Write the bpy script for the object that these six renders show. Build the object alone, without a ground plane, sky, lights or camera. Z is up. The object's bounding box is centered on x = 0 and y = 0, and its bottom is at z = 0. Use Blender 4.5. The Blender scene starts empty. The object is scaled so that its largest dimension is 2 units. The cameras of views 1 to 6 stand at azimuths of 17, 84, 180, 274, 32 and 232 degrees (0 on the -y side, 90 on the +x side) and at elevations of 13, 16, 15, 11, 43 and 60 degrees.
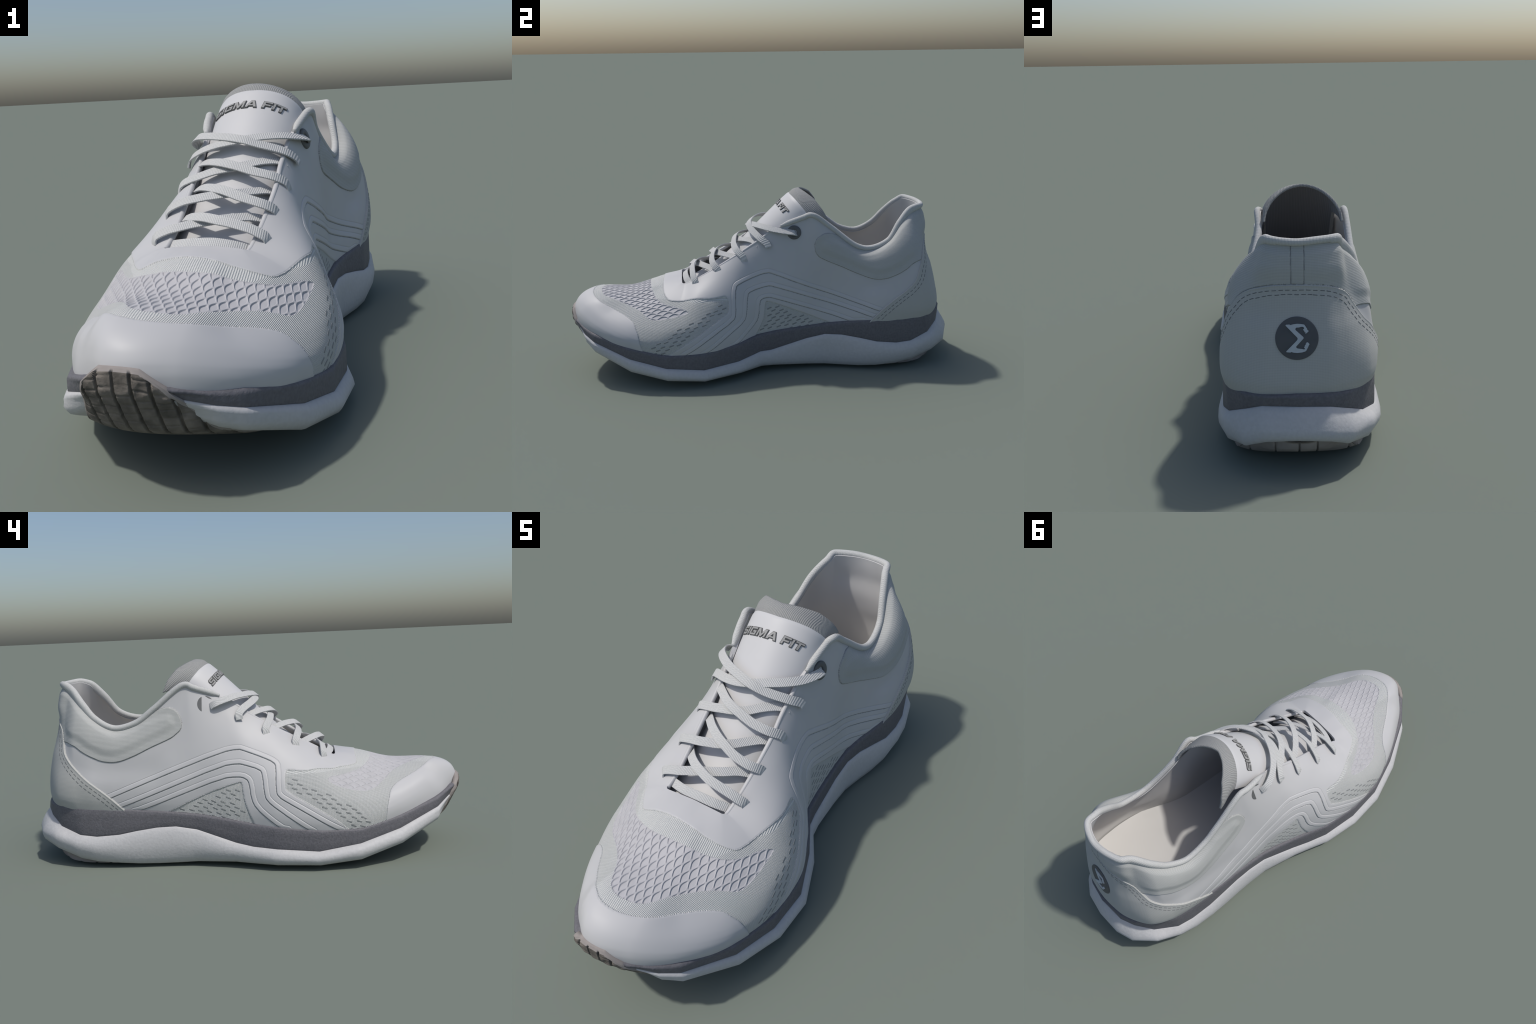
import math
import numpy as np

# ---------------------------------------------------------------------------
#  helpers
# ---------------------------------------------------------------------------
def akima(t, Y, q):
    """Modified Akima interpolation of rows Y at knots t, sampled at q."""
    t = np.asarray(t, float); Y = np.asarray(Y, float); q = np.asarray(q, float)
    h = np.diff(t)[:, None]
    m = np.diff(Y, axis=0) / h
    m0 = 2*m[0] - m[1]; m00 = 2*m0 - m[0]
    m1 = 2*m[-1] - m[-2]; m11 = 2*m1 - m[-1]
    e = np.vstack([m00, m0, m, m1, m11])
    d = np.abs(np.diff(e, axis=0)); s = np.abs(e[1:] + e[:-1]) / 2
    w = d + s
    w1 = w[2:]; w2 = w[:-2]
    den = w1 + w2; den[den < 1e-12] = 1
    b = (w1*e[1:-2] + w2*e[2:-1]) / den
    i = np.clip(np.searchsorted(t, q, side='right') - 1, 0, len(t) - 2)
    hh = h[i]; u = ((q - t[i]) / (t[i+1] - t[i]))[:, None]
    p0, p1, b0, b1 = Y[i], Y[i+1], b[i]*hh, b[i+1]*hh
    return ((2*u**3 - 3*u**2 + 1)*p0 + (u**3 - 2*u**2 + u)*b0 +
            (-2*u**3 + 3*u**2)*p1 + (u**3 - u**2)*b1)

def chord(P):
    d = np.linalg.norm(np.diff(P, axis=0), axis=1)
    return np.concatenate([[0], np.cumsum(np.maximum(d, 1e-6))])

# ---------------------------------------------------------------------------
#  UPPER: profile curves from the feather line (at the sole) up to the topline
#  or the lace throat, taken all round the shoe: toe, outer side, heel, inner
# ---------------------------------------------------------------------------
OUTER_TOE = [
 [(-.02,-.975,.285),(-.02,-.985,.325),(-.02,-.968,.371),(-.02,-.925,.404),(-.02,-.85,.423),(-.02,-.68,.42),(-.01,-.52,.465),(0,-.425,.474)],
 [(.123,-.962,.285),(.128,-.955,.33),(.125,-.915,.375),(.12,-.85,.398),(.095,-.68,.414),(.065,-.52,.459),(.04,-.425,.472)],
 [(.243,-.862,.25),(.247,-.855,.29),(.232,-.82,.331),(.195,-.76,.362),(.15,-.63,.402),(.105,-.5,.453),(.08,-.425,.470)],
 [(.332,-.695,.2),(.336,-.688,.25),(.31,-.657,.300),(.262,-.615,.35),(.20,-.53,.412),(.15,-.46,.449),(.116,-.424,.466)],
 [(.370,-.515,.165),(.375,-.51,.22),(.358,-.492,.28),(.315,-.465,.345),(.245,-.44,.407),(.175,-.42,.445),(.129,-.412,.462)],
 [(.370,-.331,.165),(.374,-.33,.22),(.358,-.33,.29),(.325,-.335,.36),(.275,-.345,.426),(.19,-.345,.473),(.138,-.345,.492)],
]
OUTER_SIDE = [
 [(.307,-.155,.18),(.309,-.16,.24),(.304,-.175,.31),(.28,-.182,.392),(.238,-.17,.473),(.19,-.165,.548),(.149,-.161,.598)],
 [(.246,-.04,.198),(.247,-.042,.27),(.243,-.045,.35),(.230,-.05,.43),(.207,-.05,.51),(.175,-.05,.60),(.144,-.05,.665)],
 [(.238,.06,.212),(.236,.06,.29),(.231,.06,.36),(.221,.055,.44),(.203,.055,.53),(.177,.055,.64),(.150,.055,.735)],
 [(.233,.2,.225),(.231,.2,.3),(.227,.2,.37),(.216,.195,.47),(.203,.20,.57),(.187,.205,.68),(.160,.205,.794)],
 [(.235,.306,.235),(.23,.3,.3),(.22,.295,.36),(.211,.285,.45),(.206,.275,.55),(.196,.262,.68),(.174,.245,.806)],
 [(.25,.386,.246),(.245,.386,.3),(.232,.38,.36),(.221,.375,.45),(.217,.37,.54),(.203,.355,.65),(.168,.342,.738)],
 [(.275,.47,.256),(.274,.47,.3),(.262,.475,.36),(.245,.475,.44),(.237,.475,.5),(.226,.47,.57),(.192,.475,.64)],
 [(.297,.563,.264),(.299,.563,.32),(.288,.563,.39),(.268,.563,.45),(.262,.563,.5),(.246,.56,.57),(.195,.55,.628)],
 [(.301,.666,.268),(.309,.665,.33),(.305,.665,.39),(.294,.665,.44),(.281,.66,.5),(.263,.655,.59),(.235,.648,.645),(.185,.64,.662)],
]
HEEL = [
 [(.292,.755,.27),(.304,.755,.33),(.301,.755,.4),(.290,.755,.47),(.273,.75,.55),(.248,.74,.64),(.205,.722,.72),(.160,.705,.75)],
 [(.272,.826,.272),(.287,.835,.33),(.284,.832,.40),(.268,.82,.49),(.248,.812,.565),(.212,.808,.635),(.18,.795,.70),(.152,.776,.77),(.136,.764,.811)],
 [(.203,.893,.276),(.216,.894,.33),(.21,.883,.4),(.19,.864,.5),(.166,.843,.58),(.15,.836,.65),(.14,.835,.72),(.127,.824,.77),(.120,.814,.823)],
 [(.13,.920,.276),(.13,.926,.33),(.125,.914,.4),(.113,.892,.5),(.1,.866,.58),(.09,.856,.65),(.085,.855,.72),(.078,.846,.77),(.068,.840,.8195)],
 [(.025,.927,.278),(.02,.934,.33),(.02,.922,.4),(.02,.898,.5),(.02,.873,.58),(.02,.860,.65),(.02,.859,.72),(.02,.851,.77),(.02,.847,.818)],
 [(-.08,.912,.276),(-.085,.921,.33),(-.08,.916,.4),(-.075,.894,.5),(-.065,.871,.58),(-.055,.856,.65),(-.05,.855,.72),(-.045,.845,.77),(-.037,.838,.8215)],
 [(-.15,.885,.276),(-.163,.890,.33),(-.158,.885,.4),(-.145,.868,.5),(-.127,.849,.58),(-.12,.835,.65),(-.12,.829,.72),(-.116,.818,.77),(-.114,.805,.823)],
 [(-.222,.821,.276),(-.241,.83,.33),(-.237,.826,.4),(-.217,.806,.5),(-.195,.797,.565),(-.167,.797,.635),(-.15,.787,.70),(-.141,.772,.765),(-.134,.764,.799)],
 [(-.26,.74,.27),(-.272,.745,.33),(-.27,.745,.39),(-.257,.745,.46),(-.247,.745,.53),(-.232,.74,.6),(-.207,.73,.68),(-.178,.708,.735)],
]
INNER_SIDE = [
 [(-.271,.66,.266),(-.284,.66,.33),(-.283,.66,.39),(-.269,.66,.45),(-.259,.66,.51),(-.248,.66,.58),(-.228,.66,.64),(-.199,.652,.672)],
 [(-.277,.56,.261),(-.286,.56,.32),(-.282,.56,.38),(-.267,.56,.45),(-.259,.56,.51),(-.247,.56,.57),(-.212,.56,.626)],
 [(-.275,.47,.255),(-.286,.47,.31),(-.284,.47,.37),(-.267,.47,.45),(-.257,.475,.52),(-.242,.47,.58),(-.209,.465,.646)],
 [(-.272,.386,.248),(-.284,.386,.31),(-.282,.386,.37),(-.269,.385,.44),(-.257,.38,.52),(-.238,.375,.6),(-.206,.38,.705)],
 [(-.272,.3,.24),(-.282,.3,.31),(-.281,.3,.38),(-.268,.295,.46),(-.250,.285,.54),(-.226,.265,.65),(-.196,.242,.806)],
 [(-.275,.2,.228),(-.281,.2,.3),(-.279,.2,.38),(-.266,.2,.47),(-.245,.205,.57),(-.22,.205,.68),(-.190,.2,.792)],
 [(-.303,.05,.207),(-.305,.05,.27),(-.298,.05,.35),(-.280,.05,.44),(-.250,.055,.53),(-.2,.055,.65),(-.153,.055,.735)],
 [(-.325,-.05,.187),(-.328,-.05,.25),(-.318,-.05,.33),(-.295,-.05,.42),(-.255,-.05,.51),(-.195,-.05,.60),(-.142,-.05,.662)],
 [(-.354,-.157,.181),(-.358,-.158,.24),(-.346,-.16,.31),(-.322,-.165,.38),(-.281,-.17,.45),(-.2,-.165,.55),(-.135,-.15,.602)],
 [(-.365,-.338,.164),(-.371,-.335,.215),(-.36,-.335,.28),(-.327,-.33,.36),(-.272,-.33,.425),(-.19,-.335,.472),(-.118,-.34,.502)],
]
INNER_TOE = [
 [(-.347,-.516,.163),(-.353,-.512,.215),(-.337,-.495,.28),(-.293,-.465,.345),(-.232,-.43,.407),(-.165,-.42,.449),(-.122,-.410,.464)],
 [(-.279,-.685,.198),(-.286,-.675,.25),(-.272,-.655,.295),(-.235,-.62,.336),(-.185,-.55,.398),(-.13,-.46,.450),(-.110,-.423,.465)],
 [(-.168,-.864,.25),(-.173,-.850,.295),(-.166,-.820,.347),(-.143,-.772,.377),(-.115,-.65,.402),(-.09,-.51,.454),(-.07,-.425,.470)],
 [(-.130,-.907,.265),(-.137,-.896,.30),(-.131,-.868,.350),(-.112,-.815,.391),(-.09,-.66,.408),(-.07,-.515,.457),(-.052,-.425,.471)],
 [(-.08,-.945,.278),(-.087,-.937,.325),(-.084,-.908,.380),(-.078,-.85,.412),(-.065,-.68,.415),(-.05,-.52,.460),(-.035,-.425,.472)],
]
STATIONS = OUTER_TOE + OUTER_SIDE + HEEL + INNER_SIDE + INNER_TOE

def upper_grid(nu, nv, boost=2.2):
    """Closed band of the upper: nu columns round the shoe, nv rows bottom to top."""
    K = 24
    prof = []
    for s in STATIONS:
        s = np.array(s); t = chord(s)
        prof.append(akima(t/t[-1], s, np.linspace(0, 1, K)))
    prof = np.array(prof)                                  # stations x K x 3
    n = len(prof)
    ext = np.concatenate([prof[-3:], prof, prof[:4]])      # closed loop padding
    mid = ext.mean(axis=1)
    step = np.linalg.norm(np.diff(ext[:, ::3], axis=0), axis=2).mean(axis=1)
    t = np.concatenate([[0], np.cumsum(step)])
    t0, t1 = t[3], t[3+n]
    # columns are packed more densely over the toe
    fine = np.linspace(t0, t1, 4000)
    f = (fine - t0) / (t1 - t0)
    w = 1 + (boost - 1) * (np.clip((.22 - f)/.05, 0, 1) + np.clip((f - .80)/.05, 0, 1))
    cw = np.concatenate([[0], np.cumsum((w[1:] + w[:-1])/2)])
    q = np.interp(np.arange(nu)/nu * cw[-1], cw, fine)
    ring = akima(t, ext.reshape(len(ext), -1), q).reshape(nu, K, 3)
    v = np.linspace(0, 1, nv)
    out = akima(np.linspace(0, 1, K), ring.transpose(1, 0, 2).reshape(K, -1), v)
    return out.reshape(nv, nu, 3).transpose(1, 0, 2)       # nu x nv x 3

def grid_normals(P):
    du = np.roll(P, -1, 0) - np.roll(P, 1, 0)
    dv = np.gradient(P, axis=1)
    n = np.cross(du, dv)
    n /= np.linalg.norm(n, axis=2, keepdims=True) + 1e-12
    return n

import bpy, bmesh
from mathutils import Vector
rng = np.random.default_rng(7)

# ---------------------------------------------------------------------------
#  materials
# ---------------------------------------------------------------------------
def new_mat(name, color, rough=.6, spec=.35):
    m = bpy.data.materials.new(name); m.use_nodes = True
    nt = m.node_tree; b = nt.nodes['Principled BSDF']
    b.inputs['Base Color'].default_value = (*color, 1)
    b.inputs['Roughness'].default_value = rough
    b.inputs['Specular IOR Level'].default_value = spec
    tc = nt.nodes.new('ShaderNodeTexCoord')
    return m, nt, b, tc

def add(nt, kind, **kw):
    n = nt.nodes.new(kind)
    for k, v in kw.items():
        if k in n.inputs: n.inputs[k].default_value = v
        else: setattr(n, k, v)
    return n

def noise_color(nt, b, tc, c1, c2, scale, detail=3., lo=.35, hi=.65):
    n = add(nt, 'ShaderNodeTexNoise', Scale=scale, Detail=detail)
    nt.links.new(tc.outputs['Object'], n.inputs['Vector'])
    r = add(nt, 'ShaderNodeValToRGB')
    r.color_ramp.elements[0].position = lo; r.color_ramp.elements[1].position = hi
    r.color_ramp.elements[0].color = (*c1, 1); r.color_ramp.elements[1].color = (*c2, 1)
    nt.links.new(n.outputs['Fac'], r.inputs['Fac'])
    nt.links.new(r.outputs['Color'], b.inputs['Base Color'])
    return n, r

def bump(nt, b, src, strength, dist):
    bp = add(nt, 'ShaderNodeBump', Strength=strength, Distance=dist)
    nt.links.new(src, bp.inputs['Height'])
    nt.links.new(bp.outputs['Normal'], b.inputs['Normal'])
    return bp

def plain(name, c, rough, var=.03, scale=6., spec=.35):
    m, nt, b, tc = new_mat(name, c, rough, spec)
    noise_color(nt, b, tc, tuple(x*(1-var) for x in c), tuple(x*(1+var) for x in c), scale)
    return m

def foam(name, c, rough, scale, strength, dist, var=.06):
    """Moulded foam: pebbled grain."""
    m, nt, b, tc = new_mat(name, c, rough, .3)
    noise_color(nt, b, tc, tuple(x*(1-var) for x in c), tuple(x*(1+var) for x in c), scale*.8)
    n = add(nt, 'ShaderNodeTexNoise', Scale=scale, Detail=2.)
    nt.links.new(tc.outputs['Object'], n.inputs['Vector'])
    bump(nt, b, n.outputs['Fac'], strength, dist)
    return m

def knit(name, c, period, mode, strength, dist, dark=.84, cross=.35, cross_period=None):
    """Ribbed knit cloth. mode says which way the ribs repeat:
    'girth' round the shoe, 'x', 'y', 'z' along an axis, 'collar' along the binding."""
    m, nt, b, tc = new_mat(name, c, .85, .15)
    geo = nt.nodes.new('ShaderNodeNewGeometry')
    def wave(axis, per, dis=.5):
        w = add(nt, 'ShaderNodeTexWave', Scale=.314159/per, Distortion=dis)
        w.inputs['Detail'].default_value = 1.0; w.inputs['Detail Scale'].default_value = 2.0
        w.bands_direction = axis.upper()
        nt.links.new(tc.outputs['Object'], w.inputs['Vector'])
        return w.outputs['Fac']
    def blend(fac, p, q):
        mx = nt.nodes.new('ShaderNodeMix'); mx.data_type = 'FLOAT'
        nt.links.new(fac, mx.inputs[0]); nt.links.new(p, mx.inputs[2]); nt.links.new(q, mx.inputs[3])
        return mx.outputs[0]
    def stepped(src, lo, hi):
        r = add(nt, 'ShaderNodeMapRange'); r.inputs['From Min'].default_value = lo; r.inputs['From Max'].default_value = hi
        nt.links.new(src, r.inputs['Value']); return r.outputs['Result']
    def math(op, p, q=None, r=None):
        n_ = add(nt, 'ShaderNodeMath', operation=op)
        for i_, v_ in enumerate((p, q, r)):
            if v_ is None: continue
            if isinstance(v_, (int, float)): n_.inputs[i_].default_value = v_
            else: nt.links.new(v_, n_.inputs[i_])
        return n_.outputs[0]
    def wave_on(src, per):
        cb = nt.nodes.new('ShaderNodeCombineXYZ'); nt.links.new(src, cb.inputs['X'])
        w = add(nt, 'ShaderNodeTexWave', Scale=.314159/per, Distortion=0.); w.bands_direction = 'X'
        nt.links.new(cb.outputs[0], w.inputs['Vector']); return w.outputs['Fac']
    sp0 = nt.nodes.new('ShaderNodeSeparateXYZ'); nt.links.new(tc.outputs['Object'], sp0.inputs[0])
    oX, oY, oZ = sp0.outputs
    if mode == 'girth':
        dx_ = math('ADD', oX, .02)
        drop_ = math('MULTIPLY', math('MAXIMUM', math('SUBTRACT', .41, oZ), 0.), 1.4)
        A_ = math('ADD', dx_, math('MULTIPLY', drop_, math('SIGN', dx_)))
        A_ = math('ADD', A_, math('MULTIPLY', math('MULTIPLY', oY, .10), math('SIGN', dx_)))
        main = wave_on(A_, period); other = wave_on(oY, cross_period or period)
    elif mode == 'tongue':
        sp = nt.nodes.new('ShaderNodeSeparateXYZ'); nt.links.new(geo.outputs['True Normal'], sp.inputs[0])
        down = math('SUBTRACT', math('MULTIPLY', oZ, .76), math('MULTIPLY', oY, .65))
        main = blend(stepped(math('ABSOLUTE', sp.outputs['X']), .68, .74), wave_on(oX, period), wave_on(down, period))
        other = wave_on(math('ADD', oY, oZ), cross_period or period)
    elif mode == 'weave':
        main = wave_on(oZ, period)
        sp = nt.nodes.new('ShaderNodeSeparateXYZ'); nt.links.new(geo.outputs['True Normal'], sp.inputs[0])
        other = blend(stepped(math('ABSOLUTE', sp.outputs['X']), .66, .74), wave_on(oX, period), wave_on(oY, period))
    elif mode == 'collar':
        sp = nt.nodes.new('ShaderNodeSeparateXYZ'); nt.links.new(tc.outputs['Object'], sp.inputs[0])
        main = blend(stepped(sp.outputs['Y'], .80, .82), wave('y', period), wave('x', period))
        other = wave('z', cross_period or period)
    else:
        main = wave(mode, period); other = wave({'x': 'y', 'y': 'z', 'z': 'x'}[mode], cross_period or period)
    mx = add(nt, 'ShaderNodeMath', operation='MULTIPLY_ADD')
    nt.links.new(other, mx.inputs[0]); mx.inputs[1].default_value = cross
    nt.links.new(main, mx.inputs[2])
    n = add(nt, 'ShaderNodeTexNoise', Scale=120., Detail=2.)
    nt.links.new(tc.outputs['Object'], n.inputs['Vector'])
    m2 = add(nt, 'ShaderNodeMath', operation='MULTIPLY_ADD')
    nt.links.new(n.outputs['Fac'], m2.inputs[0]); m2.inputs[1].default_value = .5
    nt.links.new(mx.outputs[0], m2.inputs[2])
    nrm = add(nt, 'ShaderNodeMath', operation='DIVIDE'); nt.links.new(m2.outputs[0], nrm.inputs[0]); nrm.inputs[1].default_value = 1.5 + cross
    r = add(nt, 'ShaderNodeValToRGB')
    r.color_ramp.elements[0].position = .15; r.color_ramp.elements[1].position = .85
    r.color_ramp.elements[0].color = (*[x*dark for x in c], 1)
    r.color_ramp.elements[1].color = (*[min(1, x*1.06) for x in c], 1)
    nt.links.new(nrm.outputs[0], r.inputs['Fac'])
    nt.links.new(r.outputs['Color'], b.inputs['Base Color'])
    bump(nt, b, nrm.outputs[0], strength, dist)
    return m

WHITE = (.475, .475, .48)
M_WHITE = plain('smooth_white_overlay', WHITE, .5, .015)
M_KNIT = knit('knit_mesh', (.53, .54, .53), .0064, 'girth', .8, .0036, .84, .4, .0064)
M_SCALE = plain('scale_mesh', (.43, .426, .44), .7, .03, 30.)
M_PAD = knit('collar_fabric', (.415, .424, .414), .0054, 'weave', .22, .002, .90, .3)
M_COUNTER = knit('heel_fabric', (.425, .43, .415), .0056, 'weave', .15, .0015, .92, .7)
M_BIND = knit('binding_tape', (.50, .505, .495), .0050, 'collar', .4, .003, .86, .5)
M_LACE = knit('lace_weave', (.53, .535, .53), .0056, 'x', .6, .003, .80, .35)
M_TONGUE = plain('tongue_white', (.52, .52, .525), .5, .01)
M_BAND = knit('tongue_rib_knit', (.31, .315, .31), .0062, 'tongue', .6, .003, .75, .3)
M_BANDIN = knit('tongue_lining', (.20, .20, .205), .0070, 'x', .3, .003, .85, .2)  # band knit colour lowered to bake in the shadow under the tongue
M_LINING = plain('lining', (.57, .563, .553), .85, .02, 5., .1)
M_FOAMW = foam('white_foam', (.475, .475, .48), .55, 95., .3, .003, .03)
M_FOAMG = foam('grey_foam', (.128, .126, .139), .6, 130., .45, .003, .10)
M_DARK = plain('dark_grey_plastic', (.085, .088, .095), .5, .05, 30.)
M_EYELET = plain('eyelet_grey', (.115, .118, .12), .5, .05, 30.)
M_SLOT = plain('perforation_shade', (.24, .25, .25), .9, .05, 40.)
M_THREAD = plain('stitch_thread', (.13, .135, .14), .9, .1, 60.)
M_SEAM = plain('seam_shadow', (.27, .275, .275), .9, .1, 60.)  # dark tint on groove and pad-edge faces deepens their crease shadow
M_LETTER = plain('letter_grey', (.29, .29, .285), .6, .06, 60.)
M_LETTERD = plain('letter_edge', (.09, .092, .09), .7, .06, 60.)
M_SIGMA = plain('emblem_pale', (.45, .49, .52), .6, .03, 40.)

def rubber():
    m, nt, b, tc = new_mat('worn_rubber', (.14, .125, .11), .8, .25)
    n, r = noise_color(nt, b, tc, (.075, .068, .06), (.20, .178, .155), 22., 6., .3, .72)
    n2 = add(nt, 'ShaderNodeTexNoise', Scale=60., Detail=5.)
    nt.links.new(tc.outputs['Object'], n2.inputs['Vector'])
    bump(nt, b, n2.outputs['Fac'], .5, .006)
    return m
M_RUBBER = rubber()
M_RUBBERP = plain('rubber_rim', (.27, .245, .23), .75, .06, 25.)

# ---------------------------------------------------------------------------
#  object helpers
# ---------------------------------------------------------------------------
root = bpy.data.objects.new('running_shoe', None)
bpy.context.scene.collection.objects.link(root)
root['label'] = 'low white running shoe with grey band sole and flat laces'
root['category'] = 'running shoe'

def mesh_from(name, V, F, mats, smooth=True, fmat=None, parent=None):
    """V (n,3) array; F (m,4) int array or list of tuples."""
    me = bpy.data.meshes.new(name)
    V = np.asarray(V, np.float32)
    if isinstance(F, np.ndarray):
        me.vertices.add(len(V)); me.vertices.foreach_set('co', V.ravel())
        k = F.shape[1]
        me.loops.add(F.size); me.loops.foreach_set('vertex_index', F.astype(np.int32).ravel())
        me.polygons.add(len(F))
        me.polygons.foreach_set('loop_start', np.arange(0, F.size, k, dtype=np.int32))
        me.update(calc_edges=True)
    else:
        me.from_pydata([tuple(map(float, v)) for v in V], [], F); me.update()
    me.polygons.foreach_set('use_smooth', np.full(len(me.polygons), smooth))
    for m in (mats if isinstance(mats, (list, tuple)) else [mats]): me.materials.append(m)
    if fmat is not None: me.polygons.foreach_set('material_index', np.asarray(fmat, np.int32))
    me.validate()
    ob = bpy.data.objects.new(name, me)
    bpy.context.scene.collection.objects.link(ob)
    ob.parent = parent or root
    return ob

def quads(nu, nv, wrap_u=False, wrap_v=False, flip=False):
    """faces of a grid with vertex index = u*nv + v"""
    iu = np.arange(nu if wrap_u else nu-1); iv = np.arange(nv if wrap_v else nv-1)
    A, B = np.meshgrid(iu, iv, indexing='ij'); A = A.ravel(); B = B.ravel()
    A2 = (A+1) % nu; B2 = (B+1) % nv
    f = np.stack([A*nv+B, A2*nv+B, A2*nv+B2, A*nv+B2], 1)
    return f[:, ::-1].copy() if flip else f

def sm(a, b, x):
    t = np.clip((x-a)/(b-a), 0, 1); return t*t*(3-2*t)

def tube(name, path, radius, mat, nseg=14, parent=None, squash=None, closed=False):
    """Round cord along a dense path; radius may vary; ends capped."""
    P = np.asarray(path); n = len(P)
    r = np.broadcast_to(np.asarray(radius, float), (n,))
    T = np.gradient(P, axis=0); T /= np.linalg.norm(T, axis=1, keepdims=True)
    up = np.array([0, 0, 1.])
    S = np.cross(T, up); S /= np.linalg.norm(S, axis=1, keepdims=True) + 1e-9
    U = np.cross(S, T)
    a = np.arange(nseg)/nseg*2*np.pi
    V = P[:, None] + r[:, None, None]*(np.cos(a)[None, :, None]*S[:, None] + np.sin(a)[None, :, None]*U[:, None])
    if squash is not None:
        V = V + squash[:, None, :]*np.clip(-np.sin(a), 0, 1)[None, :, None]
    F = [tuple(f) for f in quads(n, nseg, wrap_v=True)]
    F += [tuple(range(nseg)), tuple(range((n-1)*nseg, n*nseg))[::-1]]
    return mesh_from(name, V.reshape(-1, 3), F, mat, parent=parent)

# ---------------------------------------------------------------------------
#  the sole: white foam, grey foam band, rubber outsole
#  ring stations (one per side vertex): grey top, white top, bulge, bottom edge
# ---------------------------------------------------------------------------
SOLE = [
 [(.03,-.985,.315),(.03,-.960,.265),(.03,-.940,.235),(.03,-.90,.195)],
 [(.123,-.964,.293),(.139,-.949,.261),(.142,-.936,.235),(.138,-.905,.197)],
 [(.185,-.922,.272),(.2,-.917,.238),(.21,-.916,.215),(.2,-.90,.18)],
 [(.247,-.864,.257),(.251,-.871,.216),(.262,-.873,.195),(.250,-.870,.163)],
 [(.333,-.697,.209),(.339,-.694,.151),(.356,-.694,.122),(.340,-.692,.084)],
 [(.371,-.517,.173),(.378,-.516,.106),(.402,-.514,.080),(.389,-.512,.046)],
 [(.371,-.331,.174),(.380,-.332,.087),(.402,-.330,.057),(.390,-.329,.031)],
 [(.308,-.155,.190),(.316,-.154,.095),(.337,-.149,.062),(.323,-.146,.034)],
 [(.246,-.040,.208),(.254,-.038,.115),(.270,-.034,.078),(.257,-.032,.035)],
 [(.238,.060,.222),(.243,.020,.116),(.260,.030,.085),(.250,.030,.034)],
 [(.233,.200,.234),(.240,.204,.168),(.255,.204,.100),(.245,.204,.027)],
 [(.235,.306,.245),(.245,.300,.188),(.257,.300,.110),(.247,.299,.023)],
 [(.250,.386,.256),(.260,.386,.186),(.275,.386,.110),(.265,.386,.020)],
 [(.275,.470,.266),(.284,.477,.172),(.304,.474,.105),(.288,.472,.020)],
 [(.297,.563,.274),(.305,.563,.155),(.325,.563,.100),(.306,.563,.024)],
 [(.300,.666,.278),(.308,.666,.144),(.331,.665,.100),(.308,.665,.032)],
 [(.292,.755,.280),(.303,.743,.149),(.325,.752,.110),(.303,.755,.047)],
 [(.275,.828,.282),(.275,.840,.182),(.300,.852,.152),(.281,.867,.085)],
 [(.207,.903,.288),(.220,.899,.219),(.232,.938,.160),(.214,.952,.104)],
 [(.132,.934,.290),(.150,.932,.247),(.145,.982,.180),(.140,.980,.132)],
 [(.025,.946,.296),(.027,.950,.251),(.028,.993,.185),(.028,.994,.143)],
 [(-.091,.923,.290),(-.091,.937,.243),(-.098,.984,.175),(-.092,.982,.132)],
 [(-.154,.895,.285),(-.151,.904,.220),(-.180,.950,.155),(-.158,.952,.107)],
 [(-.226,.822,.283),(-.216,.843,.182),(-.258,.860,.150),(-.238,.862,.085)],
 [(-.262,.738,.280),(-.270,.742,.152),(-.297,.752,.112),(-.268,.748,.044)],
 [(-.272,.660,.276),(-.281,.664,.145),(-.308,.668,.100),(-.284,.666,.032)],
 [(-.278,.560,.271),(-.286,.560,.153),(-.310,.566,.100),(-.291,.563,.026)],
 [(-.275,.470,.265),(-.285,.480,.168),(-.306,.475,.105),(-.289,.472,.020)],
 [(-.273,.386,.258),(-.281,.386,.181),(-.303,.386,.110),(-.284,.386,.018)],
 [(-.273,.300,.250),(-.280,.299,.184),(-.302,.310,.110),(-.282,.300,.019)],
 [(-.276,.200,.238),(-.282,.204,.168),(-.304,.220,.100),(-.284,.208,.023)],
 [(-.303,.050,.217),(-.314,.030,.112),(-.336,.040,.080),(-.318,.035,.028)],
 [(-.326,-.050,.200),(-.337,-.050,.098),(-.358,-.046,.070),(-.341,-.048,.026)],
 [(-.355,-.157,.191),(-.364,-.154,.092),(-.388,-.146,.062),(-.374,-.154,.026)],
 [(-.366,-.338,.174),(-.374,-.337,.081),(-.403,-.330,.058),(-.391,-.340,.027)],
 [(-.348,-.517,.173),(-.356,-.515,.108),(-.386,-.510,.082),(-.371,-.520,.044)],
 [(-.280,-.687,.208),(-.288,-.693,.153),(-.314,-.698,.122),(-.298,-.702,.090)],
 [(-.175,-.871,.263),(-.184,-.872,.219),(-.201,-.872,.192),(-.188,-.871,.162)],
 [(-.090,-.955,.300),(-.100,-.938,.254),(-.103,-.928,.230),(-.100,-.900,.192)],
]
S = np.array(SOLE); NS = len(S)

def resample_ring(R, k):
    """subdivide each straight ring segment k times (keeps the faceted outline)"""
    f = np.linspace(0, 1, k, endpoint=False)[None, :, None]
    return (R[:, None]*(1-f) + np.roll(R, -1, 0)[:, None]*f).reshape(-1, 3)

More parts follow.
